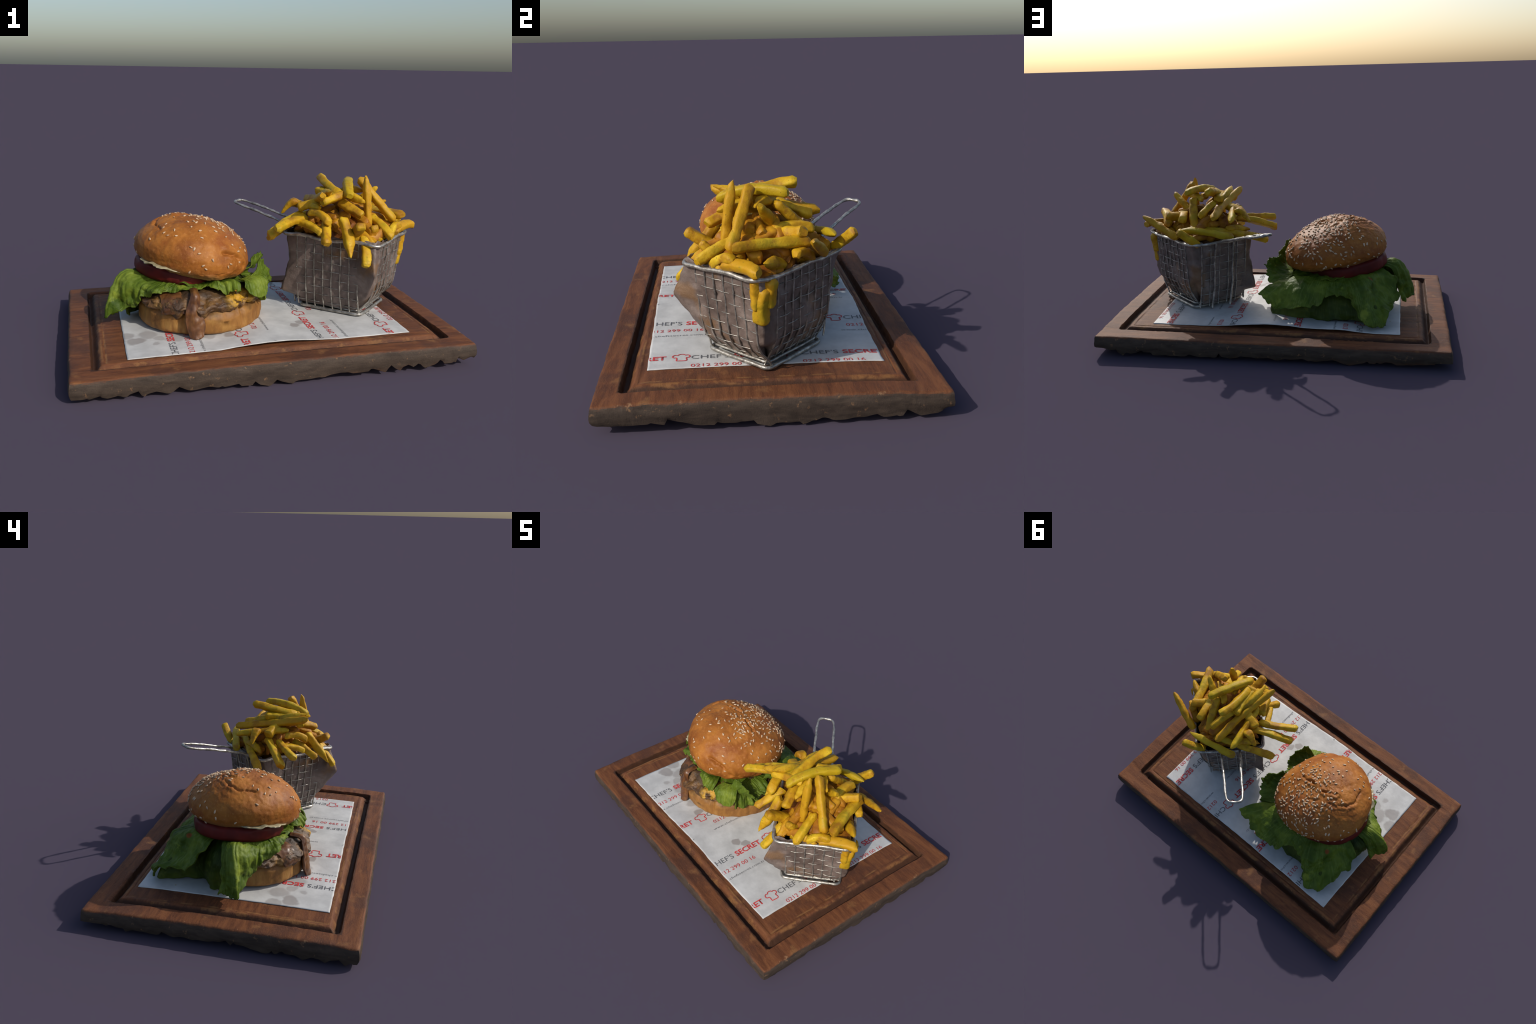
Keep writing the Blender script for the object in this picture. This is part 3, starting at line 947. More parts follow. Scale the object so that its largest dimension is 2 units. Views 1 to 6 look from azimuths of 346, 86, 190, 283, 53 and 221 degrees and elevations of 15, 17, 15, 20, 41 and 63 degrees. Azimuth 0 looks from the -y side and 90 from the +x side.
def build_lettuce(parent):
    back = [  # the big leaf draped over the +y side, from the right tip round to the left
        [(-0.10, 0.20, 0.350), (0.00, 0.265, 0.335), (0.055, 0.325, 0.322), (0.088, 0.400, 0.306)],
        [(-0.12, 0.24, 0.360), (-0.03, 0.310, 0.335), (0.010, 0.360, 0.285), (0.018, 0.408, 0.238)],
        [(-0.16, 0.26, 0.360), (-0.09, 0.325, 0.330), (-0.060, 0.380, 0.270), (-0.053, 0.420, 0.216)],
        [(-0.20, 0.26, 0.365), (-0.175, 0.330, 0.335), (-0.185, 0.390, 0.280), (-0.200, 0.436, 0.230)],
        [(-0.26, 0.27, 0.370), (-0.255, 0.325, 0.335), (-0.262, 0.375, 0.285), (-0.266, 0.414, 0.238)],
        [(-0.32, 0.27, 0.370), (-0.315, 0.315, 0.345), (-0.305, 0.350, 0.315), (-0.300, 0.380, 0.280)],
        [(-0.38, 0.27, 0.370), (-0.390, 0.310, 0.350), (-0.393, 0.340, 0.325), (-0.394, 0.368, 0.292)],
        [(-0.43, 0.25, 0.370), (-0.440, 0.345, 0.355), (-0.447, 0.412, 0.310), (-0.465, 0.432, 0.205)],
        [(-0.46, 0.24, 0.372), (-0.480, 0.335, 0.355), (-0.498, 0.395, 0.290), (-0.527, 0.449, 0.138)],
        [(-0.49, 0.21, 0.375), (-0.520, 0.300, 0.355), (-0.540, 0.365, 0.270), (-0.612, 0.428, 0.118)],
        [(-0.51, 0.19, 0.378), (-0.545, 0.258, 0.352), (-0.570, 0.312, 0.258), (-0.645, 0.405, 0.160)],
        [(-0.53, 0.17, 0.380), (-0.572, 0.222, 0.355), (-0.602, 0.250, 0.280), (-0.672, 0.306, 0.218)],
        [(-0.55, 0.13, 0.380), (-0.596, 0.168, 0.360), (-0.636, 0.188, 0.312), (-0.700, 0.220, 0.250)],
        [(-0.56, 0.08, 0.380), (-0.605, 0.110, 0.376), (-0.645, 0.125, 0.360), (-0.670, 0.135, 0.334)]]
    leaf("lettuce_leaf", back, parent, 1.0, 230, 64, 0.025, 0.026, 0.011)
    filler_bed, _ = superdome(0.268, 0.272, 0.012, 0.012, 2.2, 2.2, 200, 16)  # filler disc added to close the gap under the bun
    P = filler_bed.reshape(-1, 3)
    a = np.arctan2(P[:, 1], P[:, 0])
    for k in range(len(P)):
        r = np.linalg.norm(P[k, :2]) / 0.27
        P[k, :2] *= 1 + 0.07 * fbm((math.cos(a[k]), math.sin(a[k]), 0), 6, 81.0)
        P[k, 2] += r * r * (0.022 * nz((math.cos(a[k]) * 2, math.sin(a[k]) * 2, 0), 3.0, 83.0) + 0.006 * nz(P[k], 40, 85.0))
    P = P @ np.array(Matrix.Rotation(0.10, 3, "Y")).T
    closed_dome("lettuce_leaf", P.reshape(filler_bed.shape), LEAF, parent, np.array((-0.300, 0.030, 0.362)))
    lower = [  # limp leaf under it, on the paper; -x end copies the scan's hole fill
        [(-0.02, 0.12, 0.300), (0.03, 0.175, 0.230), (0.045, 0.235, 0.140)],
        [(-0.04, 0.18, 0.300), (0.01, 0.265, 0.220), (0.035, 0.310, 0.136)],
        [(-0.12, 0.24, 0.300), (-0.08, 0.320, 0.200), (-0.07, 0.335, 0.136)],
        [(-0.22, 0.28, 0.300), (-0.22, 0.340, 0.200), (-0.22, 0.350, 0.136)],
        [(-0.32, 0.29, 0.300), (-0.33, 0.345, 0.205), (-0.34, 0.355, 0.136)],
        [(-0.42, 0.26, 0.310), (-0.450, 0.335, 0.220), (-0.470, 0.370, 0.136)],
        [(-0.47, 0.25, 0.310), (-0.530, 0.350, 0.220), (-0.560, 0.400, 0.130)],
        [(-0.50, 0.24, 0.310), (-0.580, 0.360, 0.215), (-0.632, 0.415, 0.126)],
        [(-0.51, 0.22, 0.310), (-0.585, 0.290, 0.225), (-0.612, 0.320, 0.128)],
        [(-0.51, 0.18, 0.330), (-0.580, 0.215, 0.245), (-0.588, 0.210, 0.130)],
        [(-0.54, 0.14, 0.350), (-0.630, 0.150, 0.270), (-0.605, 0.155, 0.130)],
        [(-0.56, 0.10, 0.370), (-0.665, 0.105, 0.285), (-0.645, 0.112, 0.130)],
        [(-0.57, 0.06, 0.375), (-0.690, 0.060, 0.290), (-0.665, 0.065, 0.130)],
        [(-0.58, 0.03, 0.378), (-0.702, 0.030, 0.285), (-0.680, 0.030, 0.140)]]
    leaf("lettuce_leaf", lower, parent, 4.0, 160, 30, 0.016, 0.012, 0.008, mat=SHADED_LEAF)
    side = [  # curl at the +x, +y side
        [(-0.08, 0.02, 0.350), (-0.01, 0.020, 0.385), (0.012, 0.035, 0.432)],
        [(-0.07, 0.08, 0.345), (0.03, 0.080, 0.375), (0.080, 0.118, 0.428)],
        [(-0.07, 0.13, 0.335), (0.03, 0.140, 0.345), (0.086, 0.167, 0.392)],
        [(-0.08, 0.18, 0.330), (0.00, 0.200, 0.320), (0.048, 0.230, 0.318)],
        [(-0.10, 0.22, 0.330), (-0.03, 0.250, 0.290), (0.015, 0.265, 0.260)]]
    leaf("lettuce_leaf", side, parent, 7.0, 90, 36, 0.013, 0.020, 0.006)
    corner = [  # upright curl at the +x, -y side
        [(-0.10, -0.19, 0.370), (-0.035, -0.205, 0.415), (-0.005, -0.188, 0.492)],
        [(-0.08, -0.16, 0.360), (0.010, -0.170, 0.375), (0.050, -0.140, 0.412)],
        [(-0.07, -0.11, 0.350), (0.030, -0.115, 0.340), (0.079, -0.097, 0.330)],
        [(-0.07, -0.06, 0.340), (0.010, -0.055, 0.325), (0.052, -0.035, 0.315)],
        [(-0.07, 0.00, 0.335), (-0.010, 0.000, 0.320), (0.030, 0.020, 0.300)]]
    leaf("lettuce_leaf", corner, parent, 9.0, 90, 36, 0.010, 0.018, 0.005)
    round_lobe = [  # cupped round lobe hanging at the front right
        [(-0.12, -0.20, 0.375), (-0.105, -0.262, 0.385), (-0.107, -0.280, 0.355)],
        [(-0.09, -0.19, 0.380), (-0.075, -0.262, 0.372), (-0.066, -0.287, 0.315)],
        [(-0.06, -0.18, 0.390), (-0.025, -0.238, 0.378), (-0.016, -0.266, 0.292)],
        [(-0.05, -0.16, 0.390), (0.005, -0.215, 0.380), (0.022, -0.236, 0.308)],
        [(-0.04, -0.14, 0.390), (0.018, -0.200, 0.400), (0.034, -0.215, 0.360)]]
    leaf("lettuce_leaf", round_lobe, parent, 12.0, 80, 34, 0.006, 0.004, 0.002)
    right = [  # hanging skirt over the heel on the +x side
        [(-0.08, -0.17, 0.360), (-0.01, -0.200, 0.345), (0.018, -0.215, 0.262)],
        [(-0.07, -0.12, 0.355), (0.01, -0.135, 0.330), (0.040, -0.140, 0.250)],
        [(-0.07, -0.07, 0.350), (0.01, -0.075, 0.325), (0.036, -0.070, 0.258)],
        [(-0.07, -0.02, 0.350), (0.01, -0.010, 0.325), (0.030, -0.010, 0.270)],
        [(-0.07, 0.05, 0.345), (0.01, 0.050, 0.325), (0.036, 0.060, 0.285)]]
    leaf("lettuce_leaf", right, parent, 15.0, 100, 36, 0.015, 0.010, 0.014)
    front = [  # frilly edge between patty and tomato along the front
        [(-0.20, -0.17, 0.370), (-0.135, -0.245, 0.375), (-0.125, -0.290, 0.335)],
        [(-0.21, -0.18, 0.370), (-0.170, -0.255, 0.390), (-0.165, -0.292, 0.350)],
        [(-0.24, -0.19, 0.370), (-0.210, -0.262, 0.385), (-0.205, -0.300, 0.330)],
        [(-0.27, -0.19, 0.370), (-0.245, -0.262, 0.395), (-0.248, -0.290, 0.365)],
        [(-0.30, -0.17, 0.366), (-0.290, -0.225, 0.366), (-0.295, -0.262, 0.358)],
        [(-0.36, -0.17, 0.366), (-0.360, -0.220, 0.366), (-0.365, -0.255, 0.358)],
        [(-0.41, -0.16, 0.366), (-0.420, -0.208, 0.366), (-0.430, -0.242, 0.352)],
        [(-0.45, -0.15, 0.368), (-0.475, -0.195, 0.368), (-0.495, -0.228, 0.340)],
        [(-0.48, -0.13, 0.370), (-0.520, -0.175, 0.370), (-0.550, -0.205, 0.335)]]
    leaf("lettuce_leaf", front, parent, 18.0, 150, 30, 0.011, 0.016, 0.009)
    left = [  # leaf folded down over the -x end
        [(-0.44, -0.19, 0.368), (-0.490, -0.215, 0.362), (-0.520, -0.232, 0.358), (-0.535, -0.240, 0.340)],
        [(-0.47, -0.15, 0.372), (-0.540, -0.180, 0.362), (-0.575, -0.198, 0.350), (-0.585, -0.202, 0.318)],
        [(-0.50, -0.11, 0.376), (-0.590, -0.140, 0.364), (-0.625, -0.155, 0.340), (-0.630, -0.158, 0.295)],
        [(-0.52, -0.08, 0.380), (-0.625, -0.105, 0.368), (-0.658, -0.122, 0.325), (-0.640, -0.115, 0.232)],
        [(-0.55, -0.05, 0.384), (-0.665, -0.070, 0.385), (-0.705, -0.092, 0.315), (-0.690, -0.090, 0.222)],
        [(-0.57, -0.03, 0.388), (-0.700, -0.035, 0.400), (-0.755, -0.062, 0.300), (-0.790, -0.082, 0.180)],
        [(-0.57, 0.00, 0.388), (-0.705, 0.000, 0.396), (-0.760, -0.030, 0.290), (-0.798, -0.045, 0.172)],
        [(-0.57, 0.03, 0.388), (-0.690, 0.030, 0.382), (-0.735, 0.012, 0.280), (-0.765, 0.005, 0.165)],
        [(-0.56, 0.06, 0.388), (-0.660, 0.055, 0.370), (-0.700, 0.045, 0.270), (-0.732, 0.035, 0.155)]]
    leaf("lettuce_leaf", left, parent, 22.0, 150, 54, 0.021, 0.016, 0.010)


def build_bacon(parent):
    def strip(cols, seed):
        G = sheet_from(cols, 40, 60, 0.014, 0.003, seed, 0.0, 0.0)
        ob = mesh_obj("bacon_strip", G.reshape(-1, 3), grid_faces(40, 60), BACON, parent)
        so = ob.modifiers.new("thickness", "SOLIDIFY")
        so.thickness, so.offset = 0.014, 0
        return ob
    strip([[(-0.385, -0.250, 0.352), (-0.390, -0.315, 0.340), (-0.414, -0.328, 0.265), (-0.416, -0.336, 0.195), (-0.396, -0.352, 0.134)],
           [(-0.368, -0.250, 0.358), (-0.370, -0.326, 0.352), (-0.376, -0.346, 0.265), (-0.374, -0.352, 0.190), (-0.368, -0.370, 0.128)],
           [(-0.350, -0.250, 0.352), (-0.348, -0.318, 0.340), (-0.340, -0.332, 0.260), (-0.326, -0.338, 0.190), (-0.334, -0.354, 0.138)]], 3.0)
    strip([[(-0.540, -0.150, 0.330), (-0.530, -0.215, 0.310), (-0.528, -0.242, 0.275), (-0.520, -0.250, 0.235)],
           [(-0.490, -0.160, 0.335), (-0.478, -0.252, 0.315), (-0.474, -0.284, 0.280), (-0.470, -0.296, 0.245)],
           [(-0.430, -0.170, 0.335), (-0.425, -0.272, 0.318), (-0.420, -0.308, 0.284), (-0.418, -0.318, 0.252)]], 6.0)


# ------------------------------------------------------------------ basket
BC = np.array((0.534, 0.0))
UU = np.array((-0.716, 0.698))
WW = np.array((0.707, 0.707))


def bw(u, w, z):
    p = BC + UU * u + WW * w
    return np.array((p[0], p[1], z))


def round_rect(hu, hw, r, z, n=10, seed=0.0, wob=0.0):
    pts = []
    for cu, cw, a0 in ((hu - r, hw - r, 0), (-(hu - r), hw - r, 90), (-(hu - r), -(hw - r), 180), (hu - r, -(hw - r), 270)):
        for a in np.linspace(a0, a0 + 90, n):
            pts.append((cu + r * math.cos(math.radians(a)), cw + r * math.sin(math.radians(a))))
    # subdivide the straight runs
    out = []
    for (a, b), (c, d) in zip(pts, pts[1:] + pts[:1]):
        k = max(1, int(math.hypot(c - a, d - b) / 0.02))
        for i in range(k):
            f = i / k
            u, w = a + (c - a) * f, b + (d - b) * f
            p = bw(u, w, z)
            p[2] += wob * nz(p, 9, seed)
            out.append(p)
    return out


PANEL_Z = (0.150, 0.185, 0.225, 0.265, 0.290, 0.500, 0.556)
PANEL_SIDE = (0.164, 0.174, 0.184, 0.192, 0.196, 0.209, 0.213)
PANEL_FAR = (0.138, 0.156, 0.178, 0.196, 0.205, 0.216, 0.216)
PANEL_FRONT = (0.152, 0.178, 0.217, 0.236, 0.241, 0.265, 0.270)
PANEL_BACK = (0.220, 0.226, 0.233, 0.240, 0.246, 0.273, 0.275)


def panel_point(side, s, z):
    """point on one of the four wire panels (small crumple included); s is the sideways position"""
    dent = 0.004 * nz((s * 6, z * 6, ord(side[0]) + 3.0 * ord(side[1])), 2.0, 4.0)
    if side == "-w":
        return bw(s + 0.008, -np.interp(z, PANEL_Z, PANEL_SIDE) - dent, z)
    if side == "+w":
        return bw(s + 0.008, np.interp(z, PANEL_Z, PANEL_FAR) + dent, z)
    if side == "-u":
        return bw(-np.interp(z, PANEL_Z, PANEL_FRONT) - dent, s + 0.012, z)
    return bw(np.interp(z, PANEL_Z, PANEL_BACK) + dent, s, z)


def build_basket():
    root = empty("fry_basket", bw(0, 0, 0.14))
    root["label"] = "small steel wire basket with loop handle and paper liner"
    root["category"] = "frying basket"
    org = Vector(root.location)

    def add(name, parts, mat):
        V, F = merge(parts)
        ob = mesh_obj(name, V - np.array(org), F, mat, root)
        return ob
    rim = round_rect(0.284, 0.218, 0.045, 0.556, 8, 3.0, 0.012)
    add("rim", [tube(rim, 0.0095, 10, True, 0.25, 2.0)], BRIGHT)
    base = round_rect(0.182, 0.170, 0.030, 0.147, 8, 1.0, 0.004)
    base2 = round_rect(0.168, 0.155, 0.028, 0.164, 8, 2.0, 0.004)
    cross = [np.linspace(bw(s, -0.155, 0.166), bw(s, 0.155, 0.166), 10) for s in np.linspace(-0.13, 0.13, 7)]
    add("base", [tube(base, 0.0095, 8, True, 0.2, 4.0), tube(base2, 0.0065, 8, True, 0.2, 5.0)] + [tube(c, 0.0045, 6) for c in cross], STEEL)
    # loop handle and its two legs down the face
    path = []
    for s in (-1, 1):
        leg = [bw(0.232, 0.016 + s * 0.064, 0.132), bw(0.246, s * 0.064, 0.28), bw(0.262, s * 0.064, 0.42), bw(0.284, s * 0.062, 0.540), bw(0.300, s * 0.060, 0.560),
               bw(0.36, s * 0.058, 0.580), bw(0.46, s * 0.056, 0.607), bw(0.56, s * 0.054, 0.632), bw(0.65, s * 0.052, 0.652), bw(0.688, s * 0.042, 0.660), bw(0.702, s * 0.020, 0.663)]
        leg = [p + WW_3 * (-0.012) * max(0, (np.dot(p[:2] - BC, UU) - 0.3) / 0.4) for p in leg]
        path += leg if s < 0 else leg[::-1]
    path = np.array(path)
    path = catmull(path, np.linspace(0, len(path) - 1, 160))
    path = np.array([p + 0.003 * np.array([nz(p, 18, 1.0), nz(p, 18, 5.0), nz(p, 18, 9.0)]) for p in path])
    add("handle", [tube(path, 0.0075, 8, False, 0.45, 8.0)], BRIGHT)
    # woven panels
    parts, weft = [], []
    for side, half, n in (("-w", 0.181, 8), ("+w", 0.175, 8), ("-u", 0.155, 7), ("+u", 0.155, 6)):
        cols = np.linspace(-half, half, n)
        for s in cols:
            zs = np.linspace(0.556, 0.152, 34)
            parts.append(tube([panel_point(side, s + 0.003 * nz((s, z, 0), 9, n), z) for z in zs], 0.0044, 6, False, 0.3, s))
        out = (-WW if side == "-w" else WW) if side[1] == "w" else (-UU if side == "-u" else UU)
        for r, z in enumerate(np.linspace(0.515, 0.185, 8)):
            ss = np.linspace(-half - 0.004, half + 0.004, 56)
            pts = []
            for s in ss:
                k = (s + half) / (2 * half) * (n - 1)
                p = panel_point(side, s, z + 0.002 * nz((s, z, 1), 12, r))
                p[:2] += out * (0.0034 * math.cos(math.pi * (k + r)) - 0.0006)
                pts.append(p)
            weft.append(tube(pts, 0.0024, 6))
    add("wire_mesh", parts, STEEL)
    add("cross_wire", weft, DULL)
    # paper liner: pressed against the panels, bulging out of the open corners
    corner = {  # (sign u, sign w): rows of (z, u, w) for the corner crease
        (-1, -1): [(0.560, -0.262, -0.205), (0.50, -0.270, -0.226), (0.411, -0.290, -0.262), (0.33, -0.254, -0.216), (0.25, -0.212, -0.180), (0.21, -0.165, -0.150), (0.168, -0.110, -0.135)],
        (-1, 1): [(0.560, -0.262, 0.205), (0.50, -0.256, 0.205), (0.411, -0.248, 0.203), (0.33, -0.240, 0.200), (0.272, -0.222, 0.188), (0.23, -0.160, 0.135), (0.168, -0.105, 0.095)],
        (1, 1): [(0.560, 0.264, 0.205), (0.50, 0.246, 0.196), (0.411, 0.232, 0.190), (0.33, 0.214, 0.180), (0.25, 0.180, 0.152), (0.20, 0.150, 0.115), (0.168, 0.130, 0.095)],
        (1, -1): [(0.560, 0.264, -0.205), (0.50, 0.245, -0.206), (0.43, 0.232, -0.206), (0.33, 0.256, -0.208), (0.225, 0.284, -0.208), (0.195, 0.200, -0.165), (0.168, 0.150, -0.140)]}
    order = [(1, 1), (-1, 1), (-1, -1), (1, -1)]
    sides = ["+w", "-u", "-w", "+u"]
    rows = 40
    zgrid = np.linspace(0.572, 0.168, rows)
    G = []
    for z in zgrid:
        ring = []
        cp = {}
        for key, tab in corner.items():
            zz = np.array([t[0] for t in tab])[::-1]
            cp[key] = bw(np.interp(z, zz, np.array([t[1] for t in tab])[::-1]), np.interp(z, zz, np.array([t[2] for t in tab])[::-1]), z)
        for k in range(4):
            a, b = order[k], order[(k + 1) % 4]
            side = sides[k]
            half = 0.168 if side[1] == "w" else 0.140
            sg = a[0] if side[1] == "w" else a[1]
            pa, pb = panel_point(side, sg * half, z), panel_point(side, -sg * half, z)
            cen = np.append(BC, z)
            ring += [cp[a] + (pa - cp[a]) * f for f in np.linspace(0, 1, 8, endpoint=False)]
            for f in np.linspace(0, 1, 30, endpoint=False):
                p = pa + (pb - pa) * f
                ring.append(p + (cen - p) / np.linalg.norm(cen - p) * 0.004)
            ring += [pb + (cp[b] - pb) * f for f in np.linspace(0, 1, 8, endpoint=False)]
        G.append(ring)
    G = np.array(G)
    nr = G.shape[1]
    cen = np.append(BC, 0)
    for i in range(rows):
        for j in range(nr):
            p = G[i, j]
            o = p - np.append(BC, p[2])
            o /= np.linalg.norm(o) + 1e-9
            G[i, j] = p + o * (0.0055 * fbm(p, 16, 3.0) + 0.0035 * nz(p, 42, 5.0) + 0.0008)
    tab = 0.020 * np.clip(np.array([fbm((math.cos(j / nr * 6.283), math.sin(j / nr * 6.283), 0), 4, 6.0) for j in range(nr)]), -0.3, 1)
    G[0, :, 2] += tab - 0.004
    V = G.reshape(-1, 3)
    F = grid_faces(rows, nr, wrap_v=True)
    F.append(tuple((rows - 1) * nr + k for k in range(nr)))
    ob = mesh_obj("paper_liner", V - np.array(org), F, LINER, root)
    so = ob.modifiers.new("thickness", "SOLIDIFY")
    so.thickness, so.offset = 0.0022, 0
    return root


WW_3 = np.array((WW[0], WW[1], 0.0))


# ------------------------------------------------------------------ fries
# the two ends of each chip (metres), and how far its middle bows up
CHIPS = [
    ((0.580, -0.053, 0.868), (0.762, -0.143, 0.640), 0.0), ((0.590, -0.126, 0.888), (0.600, -0.165, 0.600), 0.0),
    ((0.813, -0.138, 0.672), (0.689, 0.180, 0.650), 0.0), ((0.847, 0.168, 0.698), (0.610, 0.245, 0.582), 0.0),
    ((0.583, 0.100, 0.832), (0.476, -0.187, 0.795), 0.022), ((0.430, 0.155, 0.850), (0.455, -0.135, 0.785), 0.0),
    ((0.380, 0.256, 0.708), (0.315, -0.212, 0.806), -0.006), ((0.390, 0.066, 0.790), (0.425, -0.140, 0.780), 0.0),
    ((0.281, 0.225, 0.685), (0.345, -0.090, 0.716), 0.008), ((0.080, -0.180, 0.633), (0.290, -0.040, 0.655), 0.004),
    ((0.062, -0.107, 0.576), (0.290, 0.030, 0.665), 0.010), ((0.328, -0.275, 0.562), (0.380, -0.120, 0.650), 0.0),
    ((0.094, 0.036, 0.530), (0.450, 0.215, 0.625), 0.012), ((0.582, 0.298, 0.645), (0.270, 0.218, 0.584), 0.010),
    ((0.562, 0.386, 0.655), (0.465, 0.295, 0.550), 0.0), ((0.706, 0.152, 0.696), (0.600, 0.060, 0.670), 0.0),
    ((0.590, 0.205, 0.682), (0.630, 0.030, 0.685), 0.010), ((0.472, 0.213, 0.709), (0.420, 0.060, 0.765), 0.0),
    ((0.505, 0.212, 0.625), (0.557, 0.050, 0.790), 0.0), ((0.195, 0.108, 0.660), (0.285, 0.090, 0.725), 0.020),
    ((0.370, -0.203, 0.826), (0.405, 0.020, 0.750), 0.0), ((0.438, -0.338, 0.502), (0.440, -0.190, 0.680), 0.004),
    ((0.515, -0.368, 0.455), (0.540, -0.250, 0.590), 0.008), ((0.690, -0.282, 0.583), (0.640, -0.110, 0.665), 0.004),
    ((0.912, -0.045, 0.600), (0.745, -0.170, 0.585), 0.012), ((0.494, -0.326, 0.664), (0.510, -0.190, 0.585), 0.0),
    ((0.535, -0.236, 0.700), (0.455, -0.100, 0.750), 0.0), ((0.700, -0.023, 0.810), (0.580, 0.030, 0.710), 0.0),
    ((0.800, -0.130, 0.615), (0.700, -0.215, 0.575), 0.022), ((0.860, -0.020, 0.622), (0.730, 0.060, 0.575), 0.0),
    ((0.360, -0.210, 0.660), (0.300, -0.080, 0.690), 0.020), ((0.600, -0.265, 0.640), (0.590, -0.170, 0.565), 0.0),
    
    ((0.755, 0.110, 0.620), (0.640, 0.190, 0.570), 0.018), ((0.240, -0.060, 0.640), (0.330, -0.200, 0.600), 0.010),
    ((0.215, 0.050, 0.600), (0.330, 0.160, 0.620), 0.004), 
    ((0.560, -0.190, 0.760), (0.500, -0.040, 0.790), 0.0), ((0.640, -0.040, 0.790), (0.500, 0.050, 0.780), 0.010),
    ((0.640, -0.255, 0.560), (0.560, -0.150, 0.585), 0.004), ((0.750, -0.180, 0.565), (0.640, -0.215, 0.575), 0.006), ((0.580, -0.280, 0.550), (0.470, -0.200, 0.570), 0.004),
    ((0.330, -0.170, 0.760), (0.520, -0.110, 0.800), 0.0), ((0.260, 0.020, 0.700), (0.400, -0.020, 0.750), 0.0),
]


def chip(a, b, bow, width, seed, rr):
    """a hand-cut chip: bent square bar with soft edges and blunt ends"""
    a, b = np.array(a), np.array(b)
    n = 22
    L = np.linalg.norm(b - a)
    t = np.linspace(0, 1, n)
    P = a + (b - a) * t[:, None]
    P[:, 2] += bow * 4 * t * (1 - t)
    axis = (b - a) / L
    side = np.cross(axis, (0.2, 0.1, 1.0))
    side /= np.linalg.norm(side)
    P += side * rr.uniform(-0.05, 0.05) * L * (4 * t * (1 - t))[:, None]
    up = np.cross(side, axis)
    roll = rr.uniform(-0.6, 0.6)
    e1 = side * math.cos(roll) + up * math.sin(roll)
    e2 = -side * math.sin(roll) + up * math.cos(roll)
    k = 20
    ang = np.linspace(0, 2 * np.pi, k, endpoint=False)
    ca, sa = np.cos(ang), np.sin(ang)
    ex = 2 / 3.3
    cx, cy = np.sign(ca) * np.abs(ca) ** ex, np.sign(sa) * np.abs(sa) ** ex
    w1, w2 = width * rr.uniform(0.88, 1.08) / 2, width * rr.uniform(0.78, 1.0) / 2
    tip = rr.random() < 0.22
    V = []
    shear = rr.uniform(-0.5, 0.5)
    for i in range(n):
        s = min(t[i], 1 - t[i]) * L
        f = min(1.0, math.sqrt(max(0.0, 1 - (1 - min(1, s / 0.014)) ** 2)) * 0.45 + 0.55) if s < 0.014 else 1.0
        if tip:
            f *= min(1.0, 0.35 + 0.65 * (t[i] * L) / 0.07)
        twist = 0.25 * (t[i] - 0.5)
        for x, y in zip(cx, cy):
            p = P[i] + (e1 * (x * math.cos(twist) - y * math.sin(twist)) * w1 + e2 * (x * math.sin(twist) + y * math.cos(twist)) * w2) * f
            if i in (0, n - 1):
                p = p + axis * shear * x * w1 * 0.6
            q = p - P[i]
            d = 0.0062 * fbm(p, 15, seed) + 0.0018 * nz(p, 60, seed + 2)
            V.append(p + q / (np.linalg.norm(q) + 1e-9) * d)
    F = grid_faces(n, k, wrap_v=True)
    F.append(tuple(range(k))[::-1])
    F.append(tuple((n - 1) * k + j for j in range(k)))
    return np.array(V), F


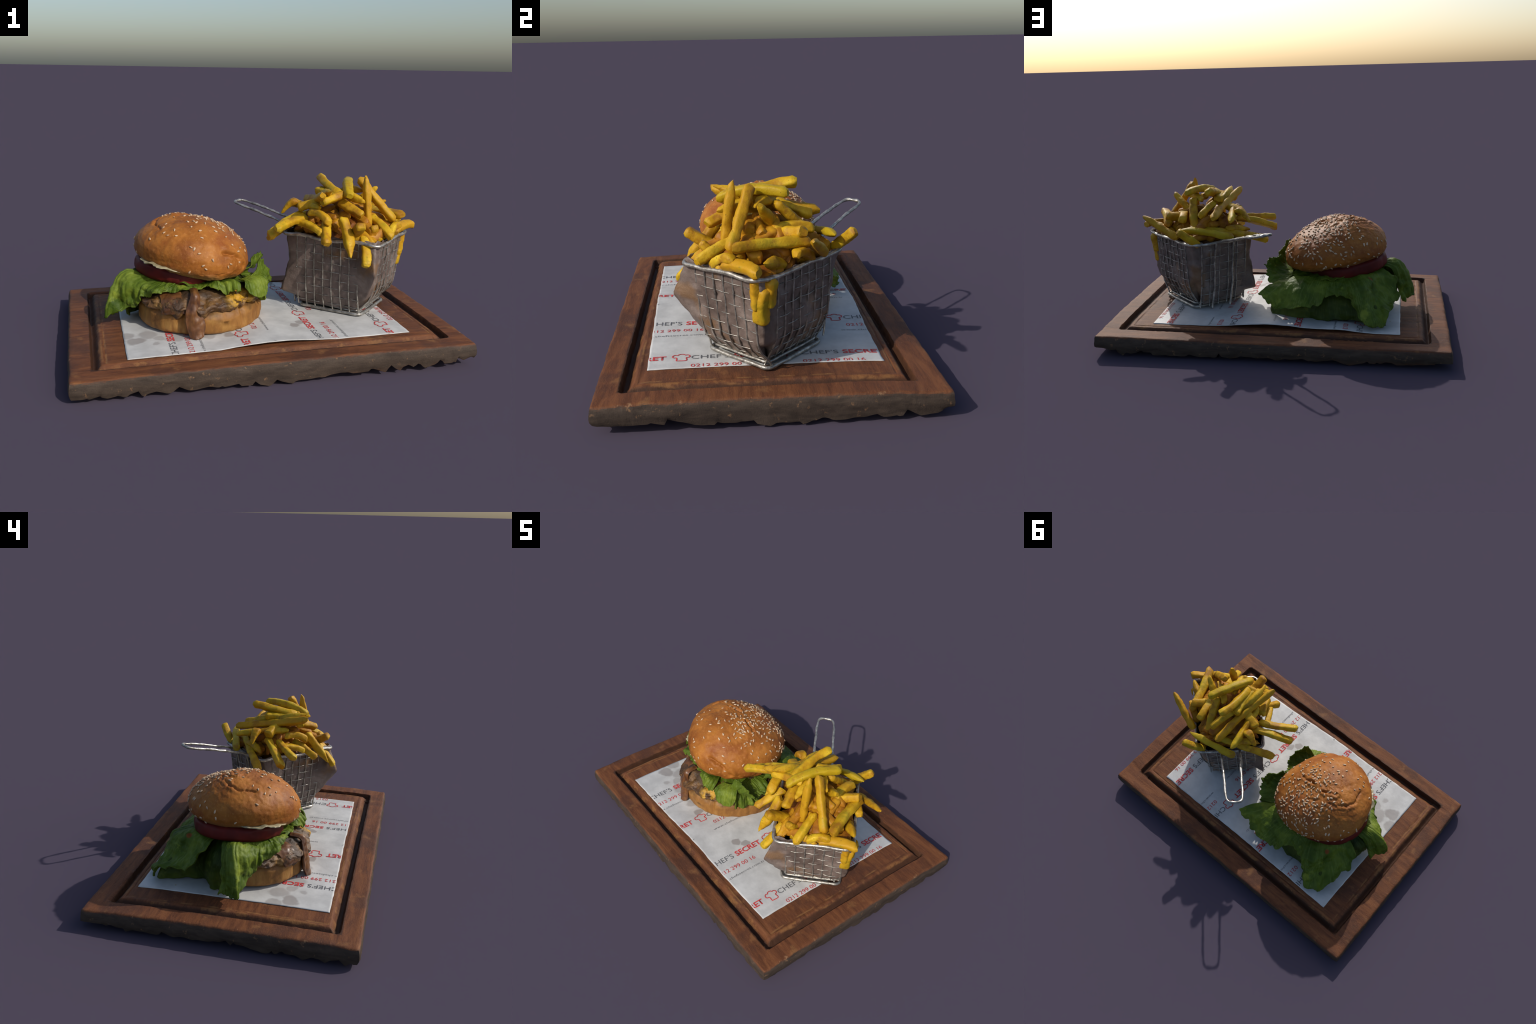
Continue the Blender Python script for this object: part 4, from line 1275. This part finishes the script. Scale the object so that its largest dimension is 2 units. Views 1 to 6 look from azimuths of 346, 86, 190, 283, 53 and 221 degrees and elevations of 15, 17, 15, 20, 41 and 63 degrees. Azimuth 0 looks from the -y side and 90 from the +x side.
def build_fries():
    root = empty("french_fries", (0.53, 0.0, 0.40))
    root["label"] = "heap of golden thick cut fries piled in basket"
    root["category"] = "french fries"
    org = np.array(root.location)
    rr = random.Random(11)
    for i, (a, b, bow) in enumerate(CHIPS):
        V, F = chip(a, b, bow, rr.uniform(0.043, 0.052), i * 3.7, rr)
        ob = mesh_obj("french_fry", V - org, F, FRY, root)
        ob.data.set_sharp_from_angle(angle=math.radians(60))
    # the packed inside of the heap: many chips crossing in all directions, seen only through the gaps
    parts = []

    def top(x, y):
        u, w = (np.array((x, y)) - BC) @ UU, (np.array((x, y)) - BC) @ WW
        return 0.555 + 0.180 * max(0.0, 1 - (abs(u) / 0.30) ** 2.2) * max(0.0, 1 - (abs(w) / 0.235) ** 2.2)
    for i in range(66):
        u, w = rr.uniform(-0.24, 0.24), rr.uniform(-0.185, 0.185)
        c = BC + UU * u + WW * w
        z = top(*c) - 0.015 - rr.uniform(0.0, 0.03)
        az = rr.uniform(0, 6.283)
        L = rr.uniform(0.14, 0.24)
        d = np.array((math.cos(az), math.sin(az), rr.uniform(-0.3, 0.3))) * L / 2
        m = np.array((c[0], c[1], z))
        A, B = m - d, m + d
        for q in (A, B):
            q[2] = min(q[2], top(q[0], q[1]) - 0.012)
            uu, ww = np.clip((q[:2] - BC) @ UU, -0.25, 0.25), np.clip((q[:2] - BC) @ WW, -0.19, 0.19)
            q[:2] = BC + UU * uu + WW * ww
        parts.append(chip(A, B, rr.uniform(-0.01, 0.02), 0.052, 200 + i, rr))
    V, F = merge(parts)
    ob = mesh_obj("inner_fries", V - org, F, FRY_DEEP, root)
    ob.data.set_sharp_from_angle(angle=math.radians(60))
    ob["kind"] = "stuff"
    # chips bulging out of the open corner of the wire
    parts = []
    for i, (a, b, w) in enumerate([((0.842, -0.050, 0.555), (0.832, -0.046, 0.425), 0.056), ((0.843, -0.022, 0.520), (0.822, -0.032, 0.365), 0.064), ((0.836, 0.006, 0.550), (0.828, -0.006, 0.435), 0.056)]):
        parts.append(chip(a, b, 0.0, w, 400 + i, rr))
    V, F = merge(parts)
    ob = mesh_obj("bulging_fries", V - org, F, FRY, root)
    ob.data.set_sharp_from_angle(angle=math.radians(60))
    ob["kind"] = "stuff"
    # lumpy filler mound added below, closing the sight through the heap
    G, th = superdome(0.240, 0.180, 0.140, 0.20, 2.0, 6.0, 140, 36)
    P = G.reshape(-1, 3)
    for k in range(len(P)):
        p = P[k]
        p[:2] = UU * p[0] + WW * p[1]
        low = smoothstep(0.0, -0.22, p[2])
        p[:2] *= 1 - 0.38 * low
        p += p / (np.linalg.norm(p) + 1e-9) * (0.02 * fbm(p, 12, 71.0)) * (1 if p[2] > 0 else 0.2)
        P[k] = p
    core = closed_dome("filler_mound", P.reshape(G.shape), CORE, root, Vector((BC[0], BC[1], 0.545)) - Vector(org))
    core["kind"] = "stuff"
    return root


# ------------------------------------------------------------------ assemble
build_board()
sheet = build_paper()
build_print(sheet)

burger = empty("burger", (0, 0, 0))
burger["label"] = "stacked hamburger with sesame bun, lettuce, tomato and bacon"
burger["category"] = "hamburger"
build_top_bun(burger)
build_bottom_bun(burger)
build_filling(burger)
build_tomato(burger)
build_sauce(burger)
build_lettuce(burger)
build_bacon(burger)
base = Vector((-0.30, 0.0, 0.125))
burger.location = base
for child in burger.children:
    child.matrix_parent_inverse = Matrix.Translation(-base)
build_basket()
build_fries()
